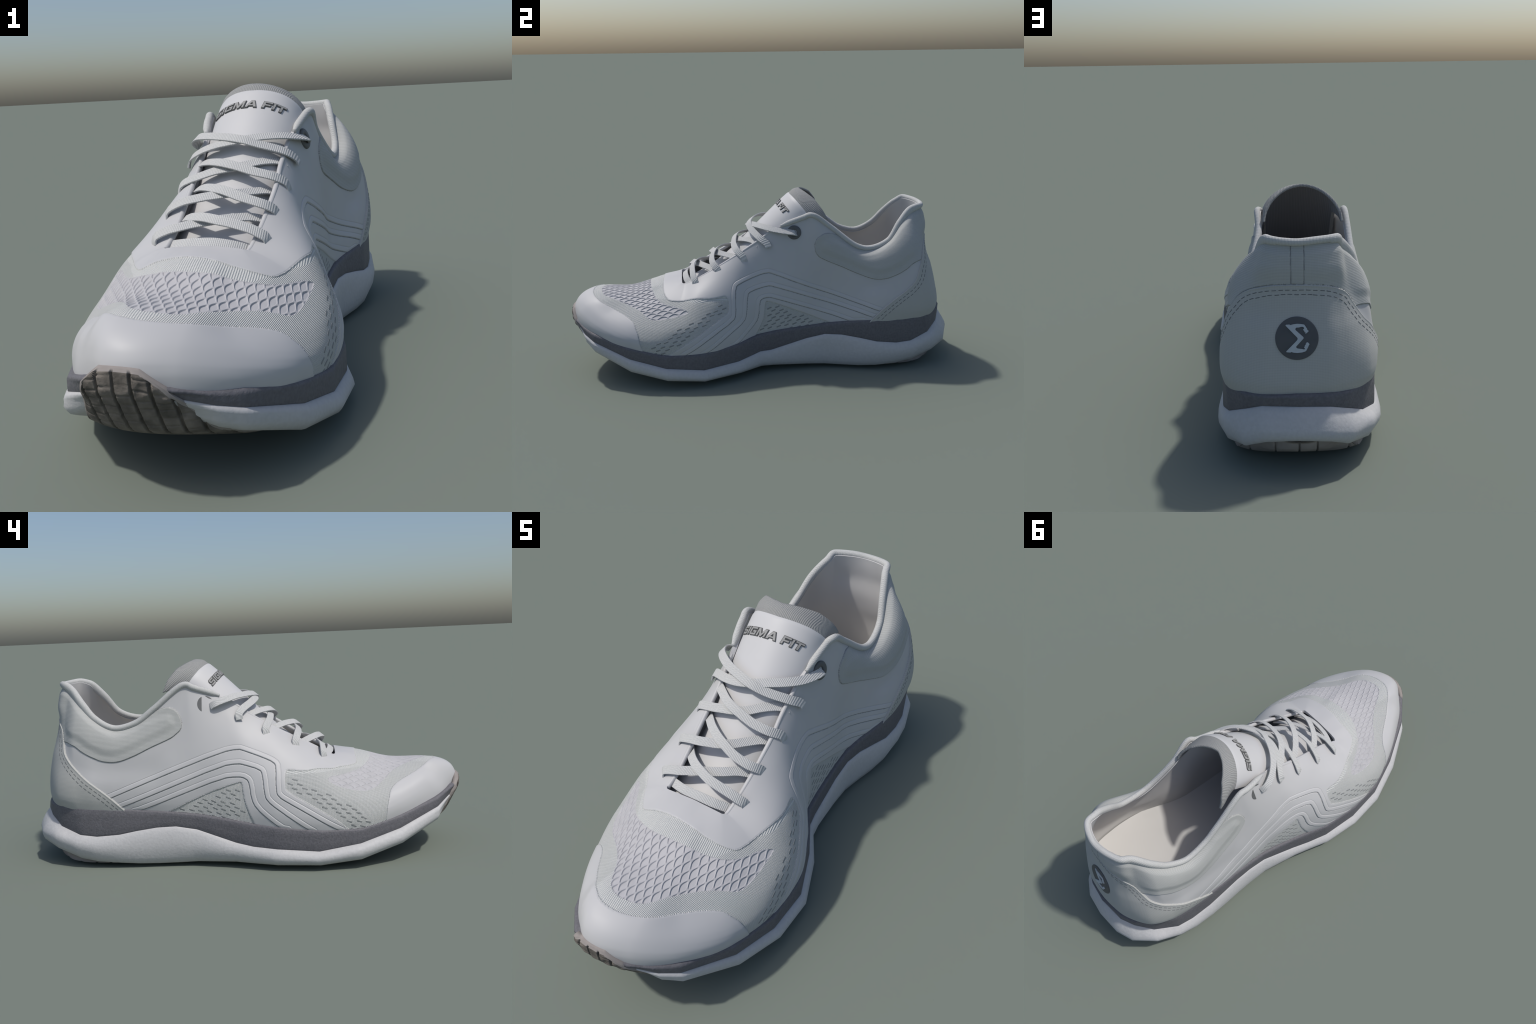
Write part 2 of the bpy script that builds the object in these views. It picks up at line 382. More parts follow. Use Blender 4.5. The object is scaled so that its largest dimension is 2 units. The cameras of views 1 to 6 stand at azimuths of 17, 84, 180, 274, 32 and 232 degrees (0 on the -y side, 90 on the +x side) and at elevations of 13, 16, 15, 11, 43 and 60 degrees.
def inward(R, d):
    """offset of a closed ring towards the shoe axis in plan"""
    T = np.roll(R, -1, 0) - np.roll(R, 1, 0); T[:, 2] = 0
    T /= np.linalg.norm(T, axis=1, keepdims=True)
    N = np.stack([-T[:, 1], T[:, 0], 0*T[:, 0]], 1)
    return R + N*d

def loft(name, rings, mat, close_top=False, close_bottom=False):
    n = len(rings[0]); V = np.concatenate(rings); k = len(rings)
    F = []
    for j in range(k-1):
        for i in range(n):
            i2 = (i+1) % n
            F.append((j*n+i, j*n+i2, (j+1)*n+i2, (j+1)*n+i))
    return mesh_from(name, V, F, mat)

K = 4
gt, wt, bu, bo = [resample_ring(S[:, j], K) for j in range(4)]
up = np.array([0, 0, 1.])
grey_rings = [inward(gt, .05) - up*.002, inward(gt, .002) + up*.001, inward(gt, -.006) - up*.001, inward(gt, -.0095) - up*.008]
for t in (.3, .6, .92):
    grey_rings.append(inward(gt*(1-t) + wt*t, -.0095 + .0065*t))
grey_rings.append(inward(wt, .0) - up*.001)
grey_rings.append(inward(wt, .02) - up*.002)
loft('midsole_grey_band', [r[::-1] for r in grey_rings], M_FOAMG)

def lerp(a, b, t): return a*(1-t) + b*t
white_rings = [inward(wt, .03) - up*.001, inward(wt, -.002) + up*.001, inward(wt, -.006) - up*.003]
white_rings += [inward(lerp(wt, bu, .3), -.007), inward(lerp(wt, bu, .65), -.005), bu]
white_rings += [inward(lerp(bu, bo, .35), -.006), inward(lerp(bu, bo, .7), -.004), bo,
                inward(bo, .012) - up*.006]
b2 = inward(bo, .012) - up*.006
spine = np.stack([np.full(len(b2), .01), np.clip(b2[:, 1], -.75, .80), b2[:, 2]], 1)
zc = np.interp(spine[:, 1], [-.75, -.6, -.45, .6, .7, .8], [.085, .045, .018, .014, .02, .06])
spine[:, 2] = np.maximum(zc, .012)
spine[:, 2] = np.where(spine[:, 1] < -.45, spine[:, 2] + .02, spine[:, 2])
white_rings += [lerp(b2, spine, .5) * [1, 1, 0] + np.stack([0*b2[:, 0], 0*b2[:, 0], np.maximum(lerp(b2, spine, .5)[:, 2]-.004, .010)], 1), spine]
loft('midsole_white_foam', [r[::-1] for r in white_rings], M_FOAMW)

# --- rubber outsole, toe wrap: tread columns cut by long grooves ------------
prof = np.array([(-.992,.343),(-1.0,.325),(-.997,.292),(-.978,.25),(-.958,.21),(-.934,.175),(-.87,.137),(-.78,.098),(-.69,.064),(-.6,.037),(-.5,.015),(-.4,.003),(-.3,.0),(-.2,.0),(-.05,.004)])
tp = chord(prof); tp /= tp[-1]
XL = np.interp; 
def toe_outsole():
    nu, nv = 190, 230
    s = np.concatenate([np.linspace(0, .45, 150), np.linspace(.45, 1, nv-150+1)[1:]])
    yz = akima(tp, np.c_[prof, prof[:, 0]*0], s)
    y0, z0 = yz[:, 0], yz[:, 1]
    xl = np.interp(s, [0, .03, .06, .10, .14, .22, .30, .40, .5, .6, .8, 1], [-.035,-.085,-.098,-.107,-.12,-.155,-.19,-.245,-.29,-.315,-.32,-.26])
    xr = np.interp(s, [0, .03, .06, .10, .14, .22, .30, .40, .5, .6, .8, 1], [.062,.115,.140,.160,.178,.215,.235,.25,.262,.27,.26,.22])
    kk = np.interp(s, [0, .1, .16, .25, .35, .45], [2.7, 2.6, 2.2, 1.3, .5, 0])
    f = np.linspace(0, 1, nu)
    X = xl[None] + (xr-xl)[None]*f[:, None]
    dx = X - .012
    Y = y0[None] + kk[None]*dx**2*np.where(dx > 0, .72, 1.)
    # the upper rim follows an arch
    Z = z0[None] - (1.9*dx**2)*sm(.12, 0, s)[None]
    # underside follows the white foam up towards its edges
    edge = sm(.6, 1, np.abs(2*f-1))[:, None]*sm(.25, .5, s)[None]*.012
    Z = Z + edge
    P = np.stack([X, Y, Z], 2)
    N = np.cross(np.gradient(P, axis=0), np.gradient(P, axis=1))
    N /= np.linalg.norm(N, axis=2, keepdims=True)
    if N[nu//2, 40, 1] > 0: N = -N
    L = chord(np.c_[y0, z0])
    xs = X - .09*np.clip(L[None]-.08, 0, .3)**2*8 * 0
    col = (xs + .116)/.0405
    ph = np.abs(col - np.round(col))*.0405
    groove = 1 - sm(.0022, .0045, ph)
    colid = np.round(col - .5).astype(int)
    off = np.array([.0, .011, .019, .006, .015, .002, .012, .02, .008, .004, .016, .0, .01, .0, .0, .0, .0, .0])[(colid + 4) % 18]
    cut = (L[None] + off)/.028
    pc = np.abs(cut - np.round(cut))*.028
    cross = (1 - sm(.0008, .0026, pc))*(.22 + .25*sm(.12, .03, L))[None]
    rim = sm(0.0, .016, L)[None]*np.ones_like(X)
    rimside = sm(0.002, .012, (X-xl[None]))*sm(0, .022, (xr[None]-X))
    g = np.random.default_rng(3)
    lump = sum(g.normal()*np.sin(X*a + L[None]*b + c) for a, b, c in zip(g.uniform(60, 220, 14), g.uniform(50, 200, 14), g.uniform(0, 6, 14)))*.0006
    inside = rim*rimside
    h = -.010*np.maximum(groove, cross)*np.clip(inside*1.6-.5, 0, 1) + .004*inside + lump*.7*sm(.25, .0, s)[None]*inside
    P = P + N*h[..., None]
    back = P*0 + np.stack([X, Y + .022*(1-sm(.05, .3, s))[None], Z + .018*sm(.05, .25, s)[None]], 2)
    nvv = nv
    V = np.concatenate([P.reshape(-1, 3), back.reshape(-1, 3)])
    F = quads(nu, nvv, flip=True); n0 = nu*nvv
    F2 = quads(nu, nvv) + n0
    # rim joining both sheets
    loop = [u*nvv for u in range(nu)] + [(nu-1)*nvv+v for v in range(1, nvv)] + [u*nvv+nvv-1 for u in range(nu-2, -1, -1)] + [v for v in range(nvv-2, 0, -1)]
    loop = np.array(loop); l2 = np.roll(loop, -1)
    F3 = np.stack([loop, l2, l2+n0, loop+n0], 1)
    Fa = np.concatenate([F, F2, F3])
    mid = ((inside[:-1, :-1]) > .5).ravel()
    fm = np.concatenate([np.where(mid, 0, 1), np.ones(len(F2), int), np.ones(len(F3), int)])
    V[:, 2] = np.maximum(V[:, 2], 0)
    V[:, 1] = np.maximum(V[:, 1], -1.0)
    ob = mesh_from('toe_outsole', V, Fa, [M_RUBBER, M_RUBBERP], fmat=fm)
    return ob
toe_outsole()

def heel_outsole():
    nu, nv = 120, 80
    pr = np.array([(.975,.125),(.962,.09),(.935,.066),(.9,.046),(.85,.018),(.78,.004),(.7,0),(.55,0),(.42,.002)])
    t = chord(pr); t /= t[-1]; s = np.linspace(0, 1, nv)
    yz = akima(t, np.c_[pr, pr[:, 0]*0], s); y0, z0 = yz[:, 0], yz[:, 1]
    xl = np.interp(y0, [.42, .6, .75, .85, .92, .962, .975], [-.2, -.255, -.235, -.195, -.15, -.12, -.10])
    xr = np.interp(y0, [.42, .6, .75, .85, .92, .962, .975], [.22, .278, .27, .242, .20, .155, .13])
    f = np.linspace(0, 1, nu)
    X = xl[None] + (xr-xl)[None]*f[:, None]
    q = np.abs(2*f-1)[:, None]
    Y = y0[None] - .05*q**2.2*sm(.85, .97, y0)[None]
    Z = z0[None] + (.012 + .022*sm(.8, .9, y0)[None])*q**5
    P = np.stack([X, Y, Z], 2)
    gx = np.array([-.165, -.045, .02, .105, .2])
    gr = np.max([1 - sm(.0015, .004, np.abs(X-a)) for a in gx], axis=0)
    gy = np.max([1 - sm(.002, .005, np.abs(Y-a)) for a in (.9, .83, .76, .69, .62, .55)], axis=0)*.6
    P[..., 2] += .008*np.maximum(gr, gy)*sm(0, .1, s)[None]
    P[..., 1] -= .010*gr*sm(.9, .96, y0)[None]
    P[..., 2] = np.maximum(P[..., 2], 0)
    top = P.copy(); top[..., 2] += .03; top[..., 1] -= .02*sm(.85, .97, y0)[None]
    V = np.concatenate([P.reshape(-1, 3), top.reshape(-1, 3)])
    n0 = nu*nv
    loop = [u*nv for u in range(nu)] + [(nu-1)*nv+v for v in range(1, nv)] + [u*nv+nv-1 for u in range(nu-2, -1, -1)] + [v for v in range(nv-2, 0, -1)]
    loop = np.array(loop); l2 = np.roll(loop, -1)
    Fa = np.concatenate([quads(nu, nv), quads(nu, nv, flip=True)+n0, np.stack([loop, l2, l2+n0, loop+n0], 1)])
    mesh_from('heel_outsole', V, Fa, M_RUBBERP)
heel_outsole()

# ---------------------------------------------------------------------------
#  the upper: one dense shell, relief by rule, then parted along its seams
# ---------------------------------------------------------------------------
NU, NV = 2100, 330
G = upper_grid(NU, NV)
GN = grid_normals(G)

def index_shell():
    global GC, GC2
    GC = G[::4, ::3].reshape(-1, 3).copy(); GC2 = (GC**2).sum(1)
index_shell(); NVC = len(range(0, NV, 3))

def nearest_uv(p):
    p = np.asarray(p, float)
    k = int(np.argmin(GC2 - 2*(GC @ p)))
    i, j = (k // NVC)*4, (k % NVC)*3
    iu = (np.arange(i-6, i+7)) % NU; jv = np.clip(np.arange(j-5, j+6), 0, NV-1)
    dd = ((G[iu[:, None], jv[None]] - p)**2).sum(2)
    a, b = np.unravel_index(np.argmin(dd), dd.shape)
    return float(i-6+a), float(jv[b])

def at(u, v, A=None):
    """bilinear lookup in the shell"""
    A = G if A is None else A
    u = np.asarray(u) % NU; v = np.clip(np.asarray(v), 0, NV-1)
    i = np.floor(u).astype(int) % NU; j = np.minimum(np.floor(v).astype(int), NV-2)
    fu = (u - np.floor(u))[..., None]; fv = (v - j)[..., None]
    i2 = (i+1) % NU
    return (A[i, j]*(1-fu)*(1-fv) + A[i2, j]*fu*(1-fv) + A[i, j+1]*(1-fu)*fv + A[i2, j+1]*fu*fv)

def project(p):
    """nearest shell point with sub-cell accuracy"""
    u, v = nearest_uv(p)
    for _ in range(2):
        o = at(np.array(u), np.array(v))
        gu = (at(np.array(u+1), np.array(v)) - at(np.array(u-1), np.array(v)))/2
        v0, v1 = max(v-1, 0), min(v+1, NV-1)
        gv = (at(np.array(u), np.array(v1)) - at(np.array(u), np.array(v0)))/(v1-v0)
        r = np.asarray(p) - o
        A = np.array([[gu@gu, gu@gv], [gu@gv, gv@gv]])
        x = np.linalg.solve(A, [gu@r, gv@r])
        u += float(np.clip(x[0], -2, 2)); v += float(np.clip(x[1], -2, 2))
        v = min(max(v, 0.), NV-1.)
    return u, v

def seam(points, smooth=True, step=.014, rounds=0, n=None):
    """seam through points on the shell -> dense (u, v) polyline"""
    P = np.array(points, float)
    for _ in range(rounds):                        # corner rounding
        Q = np.empty((2*len(P), 3)); Q[0] = P[0]; Q[-1] = P[-1]
        Q[1:-1:2] = P[:-1]*.72 + P[1:]*.28; Q[2:-1:2] = P[:-1]*.28 + P[1:]*.72
        P = Q
    t = chord(P)
    q = np.linspace(0, t[-1], max(int(t[-1]/step), 8)+1)
    if not smooth: q = np.unique(np.concatenate([q, t]))
    D = akima(t, P, q) if smooth else np.stack([np.interp(q, t, P[:, k]) for k in range(3)], 1)
    uv = np.array([project(p) for p in D])
    uv[:, 0] = np.unwrap(uv[:, 0], period=NU)
    t = chord(D); k = max(int(t[-1]/.004), 60)
    q = np.linspace(0, t[-1], k)
    if smooth: return akima(t, uv, q)
    q = np.unique(np.concatenate([q, t]))
    return np.stack([np.interp(q, t, uv[:, i]) for i in (0, 1)], 1)

UU, VV = np.meshgrid(np.arange(NU, dtype=float), np.arange(NV, dtype=float), indexing='ij')

def rel_u(u, c):
    return (u - c + NU/2) % NU + c - NU/2

def inside_poly(poly, u, v):
    """even-odd test of shell points (rows of v are nearly constant per column)"""
    c = poly[:, 0].mean()
    rows = np.where((rel_u(u[:, 0], c) > poly[:, 0].min()-3) & (rel_u(u[:, 0], c) < poly[:, 0].max()+3))[0]
    uu, vv = rel_u(u[rows], c), v[rows]
    r = np.zeros(uu.shape, bool); n_ = uu.shape[1]
    for (x0, y0), (x1, y1) in zip(poly, np.roll(poly, -1, 0)):
        if y0 == y1: continue
        j0, j1 = int(max(min(y0, y1)-2, 0)), int(min(max(y0, y1)+2, n_-1))+1
        if j1 <= j0: continue
        w = vv[:, j0:j1]
        r[:, j0:j1] ^= ((y0 > w) != (y1 > w)) & (uu[:, j0:j1] < (x1-x0)*(w-y0)/(y1-y0) + x0)
    res = np.zeros(u.shape, bool); res[rows] = r
    return res

def dist_to(curve, reach):
    """3D distance from shell vertices to a seam (inf when out of reach)"""
    D = np.full((NU, NV), 9., np.float32)
    pts = at(curve[:, 0], curve[:, 1])
    c = curve[:, 0].mean()
    ur = rel_u(UU[:, 0], c)
    step = 10
    for k in range(0, len(curve), step):
        seg = slice(max(k-1, 0), min(k+step+1, len(curve)))
        cu, cv = curve[seg, 0], curve[seg, 1]
        P = pts[seg]
        padu = 30 + reach/.0010; padv = 14 + reach/.0009
        iu = np.where((ur > cu.min()-padu) & (ur < cu.max()+padu))[0]
        j0, j1 = int(max(cv.min()-padv, 0)), int(min(cv.max()+padv, NV-1))+1
        if len(iu) == 0 or j1 <= j0: continue
        sub = G[iu][:, j0:j1]
        best = np.full(sub.shape[:2], 9.)
        for a, b in zip(P[:-1], P[1:]):
            ab = b-a; l = ab @ ab
            if l < 1e-12: continue
            t = np.clip(((sub-a) @ ab)/l, 0, 1)
            dd = sub - a - t[..., None]*ab
            best = np.minimum(best, np.einsum('ijk,ijk->ij', dd, dd))
        blk = D[iu, j0:j1]
        D[iu, j0:j1] = np.minimum(blk, np.sqrt(best))
    return D

TOECAP = [(.358,-.622,.16),(.352,-.636,.215),(.343,-.645,.252),(.327,-.651,.281),(.308,-.661,.301),(.287,-.668,.319),(.26,-.69,.334),(.231,-.719,.347),(.192,-.766,.363),(.144,-.835,.391),(.085,-.874,.404),(.03,-.888,.410),(-.022,-.884,.416),(-.065,-.86,.415),(-.105,-.82,.394),(-.142,-.78,.378),(-.193,-.71,.35),(-.215,-.684,.338),(-.257,-.655,.311),(-.278,-.648,.287),(-.298,-.64,.259),(-.305,-.634,.23),(-.309,-.629,.17)]
KNIT = [(.372,-.51,.165),(.378,-.468,.197),(.365,-.342,.27),(.317,-.232,.334),(.299,-.2,.352),(.291,-.195,.372),(.276,-.195,.412),(.267,-.206,.430),(.269,-.225,.431),(.279,-.274,.424),(.272,-.33,.425),(.261,-.382,.422),(.233,-.475,.406),(.214,-.503,.412),(.141,-.523,.436),(.03,-.519,.464),(-.075,-.513,.458),(-.141,-.520,.432),(-.165,-.508,.424),(-.209,-.437,.421),(-.244,-.378,.422),(-.264,-.338,.426),(-.290,-.277,.421),(-.289,-.215,.432),(-.297,-.198,.425),(-.333,-.196,.358),(-.341,-.21,.339),(-.362,-.328,.271),(-.366,-.41,.221),(-.356,-.476,.160)]
SCALES = [(.311,-.396,.37),(.313,-.433,.356),(.302,-.577,.328),(.263,-.612,.35),(.193,-.671,.376),(.123,-.778,.401),(.096,-.822,.408),(.048,-.843,.416),(-.016,-.845,.423),(-.057,-.796,.419),(-.074,-.76,.413),(-.129,-.687,.391),(-.211,-.627,.353),(-.262,-.583,.326),(-.292,-.52,.324),(-.305,-.399,.363),(-.288,-.374,.393),(-.245,-.443,.396),(-.2,-.515,.404),(-.155,-.553,.418),(-.058,-.590,.437),(.021,-.587,.442),(.104,-.58,.432),(.193,-.555,.405),(.248,-.504,.391),(.282,-.425,.387),(.311,-.396,.37)]
RIBS_OUTER = [
 [(.304,.62,.306),(.222,.353,.392),(.218,.175,.461),(.204,.033,.52),(.203,.006,.524),(.206,-.042,.513),(.231,-.138,.48),(.24,-.156,.466),(.267,-.161,.412),(.292,-.161,.34),(.304,-.175,.309),(.352,-.272,.262),(.380,-.43,.165)],
 [(.300,.63,.262),(.228,.352,.344),(.219,.036,.456),(.219,.003,.459),(.234,-.08,.439),(.243,-.098,.424),(.268,-.106,.328),(.279,-.118,.295),(.318,-.185,.255),(.370,-.33,.165)],
 [(.280,.50,.235),(.228,.262,.316),(.228,.033,.396),(.229,.005,.401),(.234,-.024,.395),(.237,-.035,.382),(.245,-.041,.314),(.25,-.054,.276),(.277,-.104,.23),(.318,-.19,.165)]]
RIBS_INNER = [
 [(-.286,.60,.318),(-.275,.34,.417),(-.259,.08,.510),(-.253,.007,.522),(-.256,-.022,.513),(-.266,-.104,.482),(-.275,-.149,.461),(-.286,-.159,.444),(-.335,-.157,.345),(-.344,-.167,.321),(-.354,-.208,.296),(-.368,-.43,.165)],
 [(-.282,.58,.265),(-.283,.341,.352),(-.275,.082,.451),(-.277,.008,.461),(-.281,-.02,.455),(-.292,-.087,.435),(-.301,-.099,.416),(-.331,-.107,.328),(-.339,-.117,.304),(-.354,-.158,.270),(-.368,-.31,.165)],
 [(-.278,.48,.252),(-.282,.259,.332),(-.286,.082,.398),(-.293,.01,.406),(-.299,-.027,.398),(-.307,-.041,.376),(-.321,-.047,.311),(-.331,-.067,.27),(-.35,-.123,.222),(-.360,-.20,.165)]]
WINDOW_OUTER = [(.242,.36,.235),(.231,.173,.317),(.232,.006,.385),(.234,-.008,.381),(.241,-.014,.311),(.244,-.022,.277),(.254,-.075,.18)]
WINDOW_INNER = [(-.272,.36,.235),(-.282,.173,.326),(-.298,-.0,.387),(-.302,-.01,.378),(-.311,-.013,.328),(-.32,-.024,.277),(-.33,-.065,.18)]
PAD_OUTER = [(.172,.40,.70),(.183,.355,.708),(.187,.33,.714),(.191,.306,.713),(.195,.279,.7),(.196,.26,.68),(.198,.253,.65),(.2,.257,.625),(.203,.274,.597),(.206,.303,.58),(.219,.389,.543),(.237,.475,.505),(.263,.557,.481),(.274,.61,.485),(.28,.66,.503),(.278,.713,.531),(.27,.755,.561),(.24,.805,.57)]
PAD_INNER = [(-.208,.40,.69),(-.21,.348,.707),(-.212,.316,.713),(-.217,.277,.698),(-.223,.258,.665),(-.229,.252,.639),(-.234,.261,.611),(-.237,.275,.598),(-.241,.3,.58),(-.253,.397,.539),(-.259,.476,.504),(-.263,.551,.482),(-.262,.612,.486),(-.26,.657,.503),(-.253,.708,.531),(-.242,.741,.555),(-.19,.80,.57)]
COUNTER = [(.285,.51,.245),(.301,.58,.325),(.304,.648,.384),(.297,.724,.439),(.289,.761,.478),(.274,.781,.532),(.251,.797,.582),(.233,.803,.61),(.212,.812,.632),(.172,.826,.652),(.091,.855,.672),(.025,.859,.674),(-.042,.856,.671),(-.082,.849,.665),(-.124,.833,.650),(-.146,.821,.634),(-.161,.812,.615),(-.172,.808,.596),(-.191,.802,.565),(-.213,.795,.531),(-.244,.768,.490),(-.262,.735,.452),(-.278,.687,.408),(-.285,.622,.357),(-.286,.581,.323),(-.28,.51,.25)]

c_toe, c_knit = seam(TOECAP), seam(KNIT, False, rounds=1)
c_scale = seam(SCALES, False, rounds=2)
c_win = [seam(WINDOW_OUTER, False, rounds=1), seam(WINDOW_INNER, False, rounds=1)]
c_ribs = [seam(r, False, rounds=1) for r in RIBS_OUTER + RIBS_INNER]
c_padO, c_padI = seam(PAD_OUTER), seam(PAD_INNER)
c_cnt = seam(COUNTER)

def to_sole(c):
    return np.vstack([c, [c[-1, 0], -40], [c[0, 0], -40]])
def to_top(c):
    return np.vstack([c, [c[-1, 0], NV+40], [c[0, 0], NV+40]])
padI = c_padI.copy(); padI[:, 0] = rel_u(padI[:, 0], c_padO[:, 0].mean())
if padI[0, 0] < c_padO[0, 0]: padI[:, 0] += NU
c_pad = np.vstack([c_padO, padI[::-1]])
polys = dict(toe=to_sole(c_toe), knit=to_sole(c_knit), scale=c_scale, win0=to_sole(c_win[0]),
             win1=to_sole(c_win[1]), pad=to_top(c_pad), counter=to_sole(c_cnt))

# --- pull the nearest shell vertices exactly onto the seams -----------------
for name in ('scale', 'knit', 'toe', 'win0', 'win1', 'pad', 'counter'):
    cv = {'scale': c_scale, 'knit': c_knit, 'toe': c_toe, 'win0': c_win[0], 'win1': c_win[1], 'pad': c_pad, 'counter': c_cnt}[name]
    L = np.concatenate([[0], np.cumsum(np.hypot(*np.diff(cv, axis=0).T))])
    q = np.linspace(0, L[-1], int(L[-1]*4)+2)
    du, dv = np.interp(q, L, cv[:, 0]), np.interp(q, L, cv[:, 1])
    ok = (dv >= 0) & (dv <= NV-1)
    du, dv = du[ok], dv[ok]
    iu, jv = np.round(du).astype(int), np.round(dv).astype(int)
    dd = np.hypot(du-iu, dv-jv)
    order = np.argsort(-dd)                      # nearest written last
    iu, jv, du, dv = iu[order] % NU, jv[order], du[order], dv[order]
    UU[iu, jv] = np.where(np.abs(du - iu) < 2, du, du) ; VV[iu, jv] = dv
UU0 = np.arange(NU, dtype=float)[:, None]
UU = UU0 + np.clip(rel_u(UU, UU0) - UU0, -.5, .5)
VV[:, 0] = 0; VV[:, -1] = NV-1
P0 = at(UU, VV); N0 = at(UU, VV, GN); N0 /= np.linalg.norm(N0, axis=2, keepdims=True)
G = P0; GN = N0; index_shell()

ins = {k: inside_poly(p, UU, VV) for k, p in polys.items()}
dist = {'toe': dist_to(c_toe, .03), 'knit': dist_to(c_knit, .03), 'scale': dist_to(c_scale, .02),
        'win0': dist_to(c_win[0], .03), 'win1': dist_to(c_win[1], .03), 'pad': dist_to(c_pad, .05), 'counter': dist_to(c_cnt, .06)}

H = np.zeros((NU, NV))
seg_ = np.linalg.norm(np.diff(G, axis=1), axis=2)
cum_ = np.concatenate([np.zeros((NU, 1)), np.cumsum(seg_, 1)], 1)
d_bot = cum_; d_top = cum_[:, -1:] - cum_
knit_in = (ins['knit'] & ~ins['toe']) | ins['win0'] | ins['win1']
d_edge = np.minimum.reduce([np.where(ins['counter'], 9, dist[k]) for k in ('toe', 'knit', 'win0', 'win1')])
# smooth overlay lies proud of the knit, with a rounded edge and a fine crease
H += np.where(knit_in, -.0035*sm(0, .0030, d_edge), -.0012*(1-sm(0, .005, d_edge)))

# raised beads and the groove below each
GROOVE = np.full((NU, NV), .05)          # distance beyond the edge of a seam line
for c in c_ribs:
    d = dist_to(c, .03).astype(float)
    inn = inside_poly(to_sole(c), UU, VV)
    d = np.where(inn, -d, d)
    w = .021
    x = np.clip(d/w, 0, 1)
    bead = np.where((d > 0) & (d < w), .0028*np.sqrt(np.clip(1-x, 0, 1))*sm(0, .14, x), 0)
    groove = -.0026*np.exp(-((d+.0008)/.0017)**2) - .0017*np.exp(-((d-w)/.0014)**2)
    ok = ~(ins['counter'] | knit_in)
    H += np.where(ok, (bead + groove)*sm(.004, .022, d_bot), 0)
    GROOVE = np.minimum(GROOVE, np.where(ok, np.abs(d+.0009)-.0013, .05))

# scale mesh: staggered rows of lens-shaped pits
X, Y, Z = G[..., 0], G[..., 1], G[..., 2]
sx = X + .02
arc = np.sign(sx)*np.sqrt(sx**2 + (1.25*np.clip(.445-Z, 0, 1)*np.clip(np.abs(sx)/.12, 0, 1))**2)
LW, LL = .0335, .0555                               # lattice pitch across / along
pit = np.zeros(X.shape)
for half in (0, 1):
    ax = (arc + .04*(Y+.7))/LW + half*.5; ay = Y/LL + half*.5
    dx = (ax - np.round(ax))*LW; dy = (ay - np.round(ay))*LL
    hw = .0112*np.clip(1 - (np.abs(dy)/(LL*.455))**1.8, 0, 1)
    # steep wall on the inner side, floor rising to a low step on the other
    fl = .25 + .75*np.clip((hw - dx)/(2*np.maximum(hw, .004)), 0, 1)
    pit = np.maximum(pit, sm(0, .0017, hw + dx)*sm(0, .0015, hw - dx)*fl)
lens = sm(.0, .003, np.where(ins['scale'], dist['scale'], 0))
H += np.where(ins['scale'], -.0039*pit*lens, 0)

# collar pad: cushioned, stands out of the side with a rolled edge
padm = ins['pad'] & ~ins['counter']
dp = np.where(padm, dist['pad'], 0)
soft = sm(.0, .075, np.minimum(np.where(padm, dist['counter'], 0), .075))
H += np.where(padm, (.0045*sm(0, .0025, dp) + .0060*sm(.022, .06, dp)*soft)*sm(.006, .05, d_top), 0)
# heel counter: laid over everything
dc = np.where(ins['counter'], dist['counter'], 0)
H += np.where(ins['counter'], .0070*sm(0, .0028, dc) + .0012*np.exp(-((dc-.0045)/.003)**2), 0)

# the pull strip on the heel: two seams
bk = (Y > .8) & (Z > .60) & ~ins['counter']
for xs in (-.0015, .0435):
    H -= np.where(bk, .003*np.exp(-((X-xs)/.0020)**2), 0)
    GROOVE = np.minimum(GROOVE, np.where(bk, np.abs(X-xs)-.0017, .05))
GROOVE = np.minimum(GROOVE, np.where(ins['counter'], .05, np.minimum(dist['pad'], .05)-.0013))
PD = G + GN*H[..., None]

# shell vertex normals (shared by all parts so that no seam shows)
VN = grid_normals(PD)
F = quads(NU, NV, wrap_u=True)
fu = (np.arange(NU)[:, None] + np.zeros((1, NV-1), int)); fv = np.arange(NV-1)[None] + np.zeros((NU, 1), int)
u2 = (fu+1) % NU
cu = rel_u(UU[u2, fv], UU[fu, fv]) ; cu2 = rel_u(UU[u2, fv+1], UU[fu, fv]); cu3 = rel_u(UU[fu, fv+1], UU[fu, fv])
CU = (UU[fu, fv] + cu + cu2 + cu3)/4
CV = (VV[fu, fv] + VV[u2, fv] + VV[fu, fv+1] + VV[u2, fv+1])/4
fin = {k: inside_poly(p, CU, CV).ravel() for k, p in polys.items()}
REG = np.zeros(len(F), int)                        # 0 side overlay
REG[fin['knit']] = 1
REG[fin['win0']] = 2; REG[fin['win1']] = 2
REG[fin['scale'] & (REG == 1)] = 3
REG[fin['toe']] = 4
REG[fin['pad']] = 5
REG[fin['counter']] = 6
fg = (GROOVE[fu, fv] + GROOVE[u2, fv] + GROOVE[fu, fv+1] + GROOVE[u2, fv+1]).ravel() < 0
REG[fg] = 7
PARTS = [('side_overlay', M_WHITE), ('knit_vamp', M_KNIT), ('knit_window', M_KNIT), ('scale_vamp', M_SCALE),
         ('toe_cap', M_WHITE), ('collar_pad', M_PAD), ('heel_counter', M_COUNTER), ('seam_groove', M_SEAM)]
PV, NVV = PD.reshape(-1, 3), VN.reshape(-1, 3)
for rid, (nm, mt) in enumerate(PARTS):
    f = F[REG == rid]
    used = np.unique(f); lut = np.full(len(PV), -1); lut[used] = np.arange(len(used))
    ob = mesh_from(nm, PV[used], lut[f], mt)
    ob.data.normals_split_custom_set_from_vertices(NVV[used].astype(np.float32))

